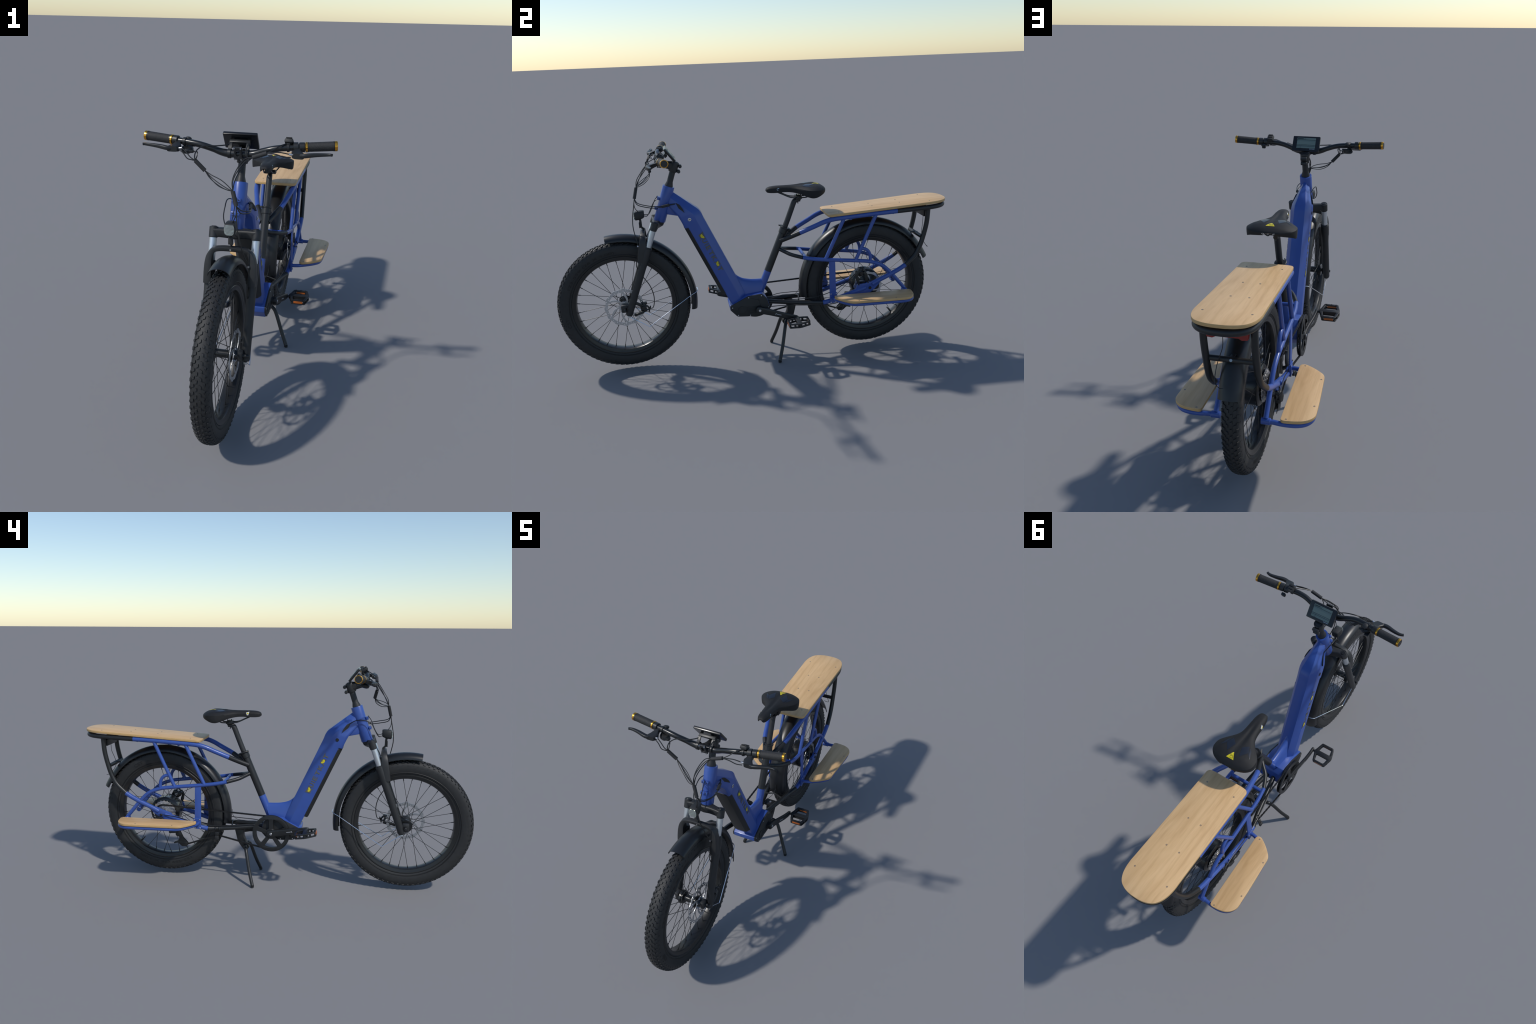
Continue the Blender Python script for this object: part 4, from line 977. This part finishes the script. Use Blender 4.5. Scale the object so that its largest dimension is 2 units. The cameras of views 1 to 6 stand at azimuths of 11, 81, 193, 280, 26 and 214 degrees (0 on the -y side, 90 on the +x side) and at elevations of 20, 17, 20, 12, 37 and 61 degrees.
# ================================================================ kickstand
kp = [(.160, .276), (.205, .274), (.196, .236), (.190, .205), (.172, .178), (.150, .150), (.138, .160), (.128, .176), (.146, .205), (.158, .232)]
stand = make("kickstand", bevelled(loft([[(CX + d * (1 if z > .21 else .75), y, z) for y, z in kp] for d in (-.020, .020)]), .003), BLACK, bike)
for s in (-1, 1):
    L = catmull(side(s, [(.006, .150, .172), (.022, .1480, .183), (.042, .1425, .184), (.058, .1365, .172), (.070, .1300, .150), (.098, .1120, .078), (.1285, .0895, .0080)]), 5)
    make("stand_leg", sweep(L, .0090, 14), BLACK, stand)
    make("stand_foot", sweep([L[-1], (CX + s * .1285, .0895, 0.0)], .0088, 14, up=np.array((0, 1.0, 0))), BLACK, stand)
make("stand_bolt", cyl((CX, .172, .282), (CX, .172, .287), .006, n=12), STEEL, stand)
# small box strapped below the right chainstay
cb = make("chain_guide", box((CX - .091, .2845, .243), (.012, .020, .022), None, .003), MATT, bike)
make("guide_strap", Geo().add(cyl((CX - .0735, .276, .2885), (CX - .0725, .270, .2888), .0118, n=20)).add(cyl((CX - .0755, .297, .2880), (CX - .0748, .291, .2883), .0118, n=20)).add(box((CX - .086, .2845, .262), (.008, .018, .022), None, .002)), BLACK, cb)

# ================================================================ cables
cables = []
def cable(pts, r=.0021, n=7): return make("cable", sweep(catmull(pts, n), r, 8), CABLE, bike)
def sleeve(a, b, r=.0078): return make("cable_sleeve", cyl(a, b, r, n=24), SLEEVE, bike)
s1a, s1b = (-.143, -.499, 1.0265), (-.109, -.491, .990); s2a, s2b = (.012, -.560, .938), (.028, -.572, .888); s3a, s3b = (.119, -.496, 1.068), (.068, -.498, 1.050)
sleeve(s1a, s1b); sleeve(s2a, s2b); sleeve(s3a, s3b)
cable([(-.197, -.4865, 1.067), (-.180, -.492, 1.055), (-.160, -.498, 1.036), s1a])
cable([(-.205, -.492, 1.060), (-.190, -.497, 1.052), (-.170, -.505, 1.033), (-.155, -.503, 1.029), s1a])
cable([(-.172, -.452, 1.050), (-.150, -.470, 1.052), (-.137, -.490, 1.055), (-.136, -.500, 1.043), s1a])
cable([(-.028, -.420, 1.083), (-.040, -.432, 1.078), (-.075, -.456, 1.076), (-.120, -.470, 1.075), (-.142, -.485, 1.060), (-.146, -.497, 1.040), s1a], .0024)
for dx, dz, dy in ((.006, .012, -.004), (.0, -.002, -.002), (-.008, -.010, .002), (-.006, -.004, -.010)):
    cable([s1b, (-.085 + dx * .5, -.498 + dy, .972 + dz * .5), (-.045 + dx, -.522 + dy, .955 + dz), (-.008 + dx * .6, -.548 + dy, .944 + dz * .6), s2a], .0018)
for dx, dy, dz in ((0, -.006, 0), (.005, .002, -.004), (-.004, .004, .006)):
    cable([s3b, (.046 + dx, -.505 + dy, 1.038 + dz), (.022 + dx, -.528 + dy, 1.005 + dz), (.010 + dx, -.549 + dy, .970), s2a], .0020)
cable([(.197, -.4865, 1.067), (.165, -.490, 1.072), (.140, -.494, 1.071), s3a])
cable([(.205, -.492, 1.058), (.180, -.496, 1.058), (.150, -.497, 1.066), s3a])
cable([(.183, -.443, 1.097), (.160, -.462, 1.090), (.140, -.482, 1.078), s3a])
cable([(.040, -.425, 1.085), (.036, -.455, 1.070), (.040, -.466, 1.050), (.050, -.485, 1.043), s3b], .0022)
# from the lower sleeve: into the frame, to the lamp, down the fork
cable([s2b, (.044, -.560, .870), (.062, -.520, .858), (.062, -.475, .850), (.051, -.432, .8475)]); cable([s2b, (.040, -.562, .862), (.055, -.520, .848), (.060, -.475, .842), (.051, -.432, .8445)])
make("cable_connector", cyl((.0535, -.446, .8445), (.0455, -.408, .850), .0068, n=18, edge=.001), MATT, bike)
cable([(.0455, -.408, .850), (.038, -.392, .850), (.031, -.377, .850)], .003)
cable([s2b, (.030, -.576, .862), (.020, -.572, .836), (.006, -.545, .808), (-.004, -.515, .800), (-.002, -.497, .825), (.002, -.478, .868), (.003, -.462, .890)], .0018)
cable([s2b, (.031, -.579, .850), (.037, -.588, .800), (.048, -.590, .755), (.062, -.582, .705), (.0765, -.574, .664), (.077, -.583, .610), (.076, -.590, .560), (.080, -.566, .512), (.084, -.534, .459), (.085, -.5205, .398), (.084, -.532, .346), (.080, -.553, .345)], .0022)
cable([(-.024, -.374, .850), (-.033, -.405, .868), (-.038, -.440, .872), (-.036, -.478, .858), (-.037, -.498, .825), (-.028, -.512, .800), (-.014, -.522, .790), (-.004, -.537, .794)], .0022)
# rear hoses and wires
cable([(CX - .03, .060, .300), (CX - .045, .11, .312), (CX - .066, .20, .308), (CX - .080, .30, .303), (CX - .092, .40, .318), (CX - .098, .50, .345), (CX - .105, .585, .352), (CX - .108, .620, .345), (CX - .100, .615, .330)], .0019)
cable([(CX + .03, .060, .310), (CX + .050, .12, .312), (CX + .062, .20, .312), (CX + .074, .30, .320), (CX + .078, .40, .350), (CX + .076, .480, .400), (CX + .070, .515, .430)], .0021)
cable([(CX, .060, .262), (CX + .03, .15, .272), (CX + .05, .28, .268), (CX + .065, .40, .270), (CX + .072, .48, .300), (CX + .074, .55, .338)], .0024)
cable([(CX + .018, .892, .700), (CX + .020, .890, .660), (CX + .034, .880, .618), (CX + .046, .878, .580), (CX + .044, .905, .535), (CX + .026, .918, .525), (CX + .012, .920, .527)], .0014)
cable([(CX - .012, .07, .30), (CX - .008, .14, .318), (CX + .004, .20, .322), (CX + .008, .222, .345), (CX + .010, .2235, .372)], .0012)

# ================================================================ lettering on the down tube
def wordmark(s):
    """local u along the reading direction, v up; s=+1 reads downwards, s=-1 upwards"""
    Lh = .0235; L = Geo(); E = Geo()
    def put(ch, u, w, h=Lh): L.add(fit(glyphs(ch, 0, .030), u - w / 2, -h / 2, w, h))
    put("U", .0530, .0225); put("I", .0735, .0050); put("E", .0925, .0205); put("T", .1235, .0260); put("K", .1545, .0260); put("T", .2180, .0250)
    # the cat-head initial: a slanted shield with an ear and a tail
    L.add(plate([[(.0060, .0150), (.0150, .0130), (.0400, .0110), (.0395, .0000), (.0330, -.0090), (.0470, -.0200), (.0300, -.0120), (.0120, -.0120), (.0100, .0020)]], .0002))
    L.add(plate([[(.1700, -.0110), (.1760, -.0110), (.1800, -.0020), (.1960, -.0020), (.2000, -.0110), (.2060, -.0110), (.2010, .0050), (.1960, .0135), (.1720, .0120), (.1790, .0060)]], .0002))
    for u0, fl in ((.0265, 1), (.1885, -1)):
        half = [(u0 + .0120 * math.cos(t), .0060 + .0125 * math.sin(t)) for t in np.linspace(PI, 2 * PI, 14)]
        half += [(u0 + .0016, .0068), (u0 + .0003, .0010), (u0 - .0016, .0068)]
        half = [(u, v + .0022 * fl * (u - u0) / .012) for u, v in half]
        E.add(plate([half], .0002))
    base = dt(.358, .057) if s > 0 else dt(.118, .057)
    du = (-dn if s > 0 else dn); o = []
    def place(g, lift):
        g.v = [(CX + s * (.0495 + lift), base[0] + du[0] * u + pn[0] * v, base[1] + du[1] * u + pn[1] * v) for u, v, w in g.v]; return g
    make("frame_lettering", place(L, .0004), LETTER, frame, 0); make("lettering_eyes", place(E, .0008), YELLOW, frame, 0)
wordmark(1); wordmark(-1)
bpy.context.view_layer.update()
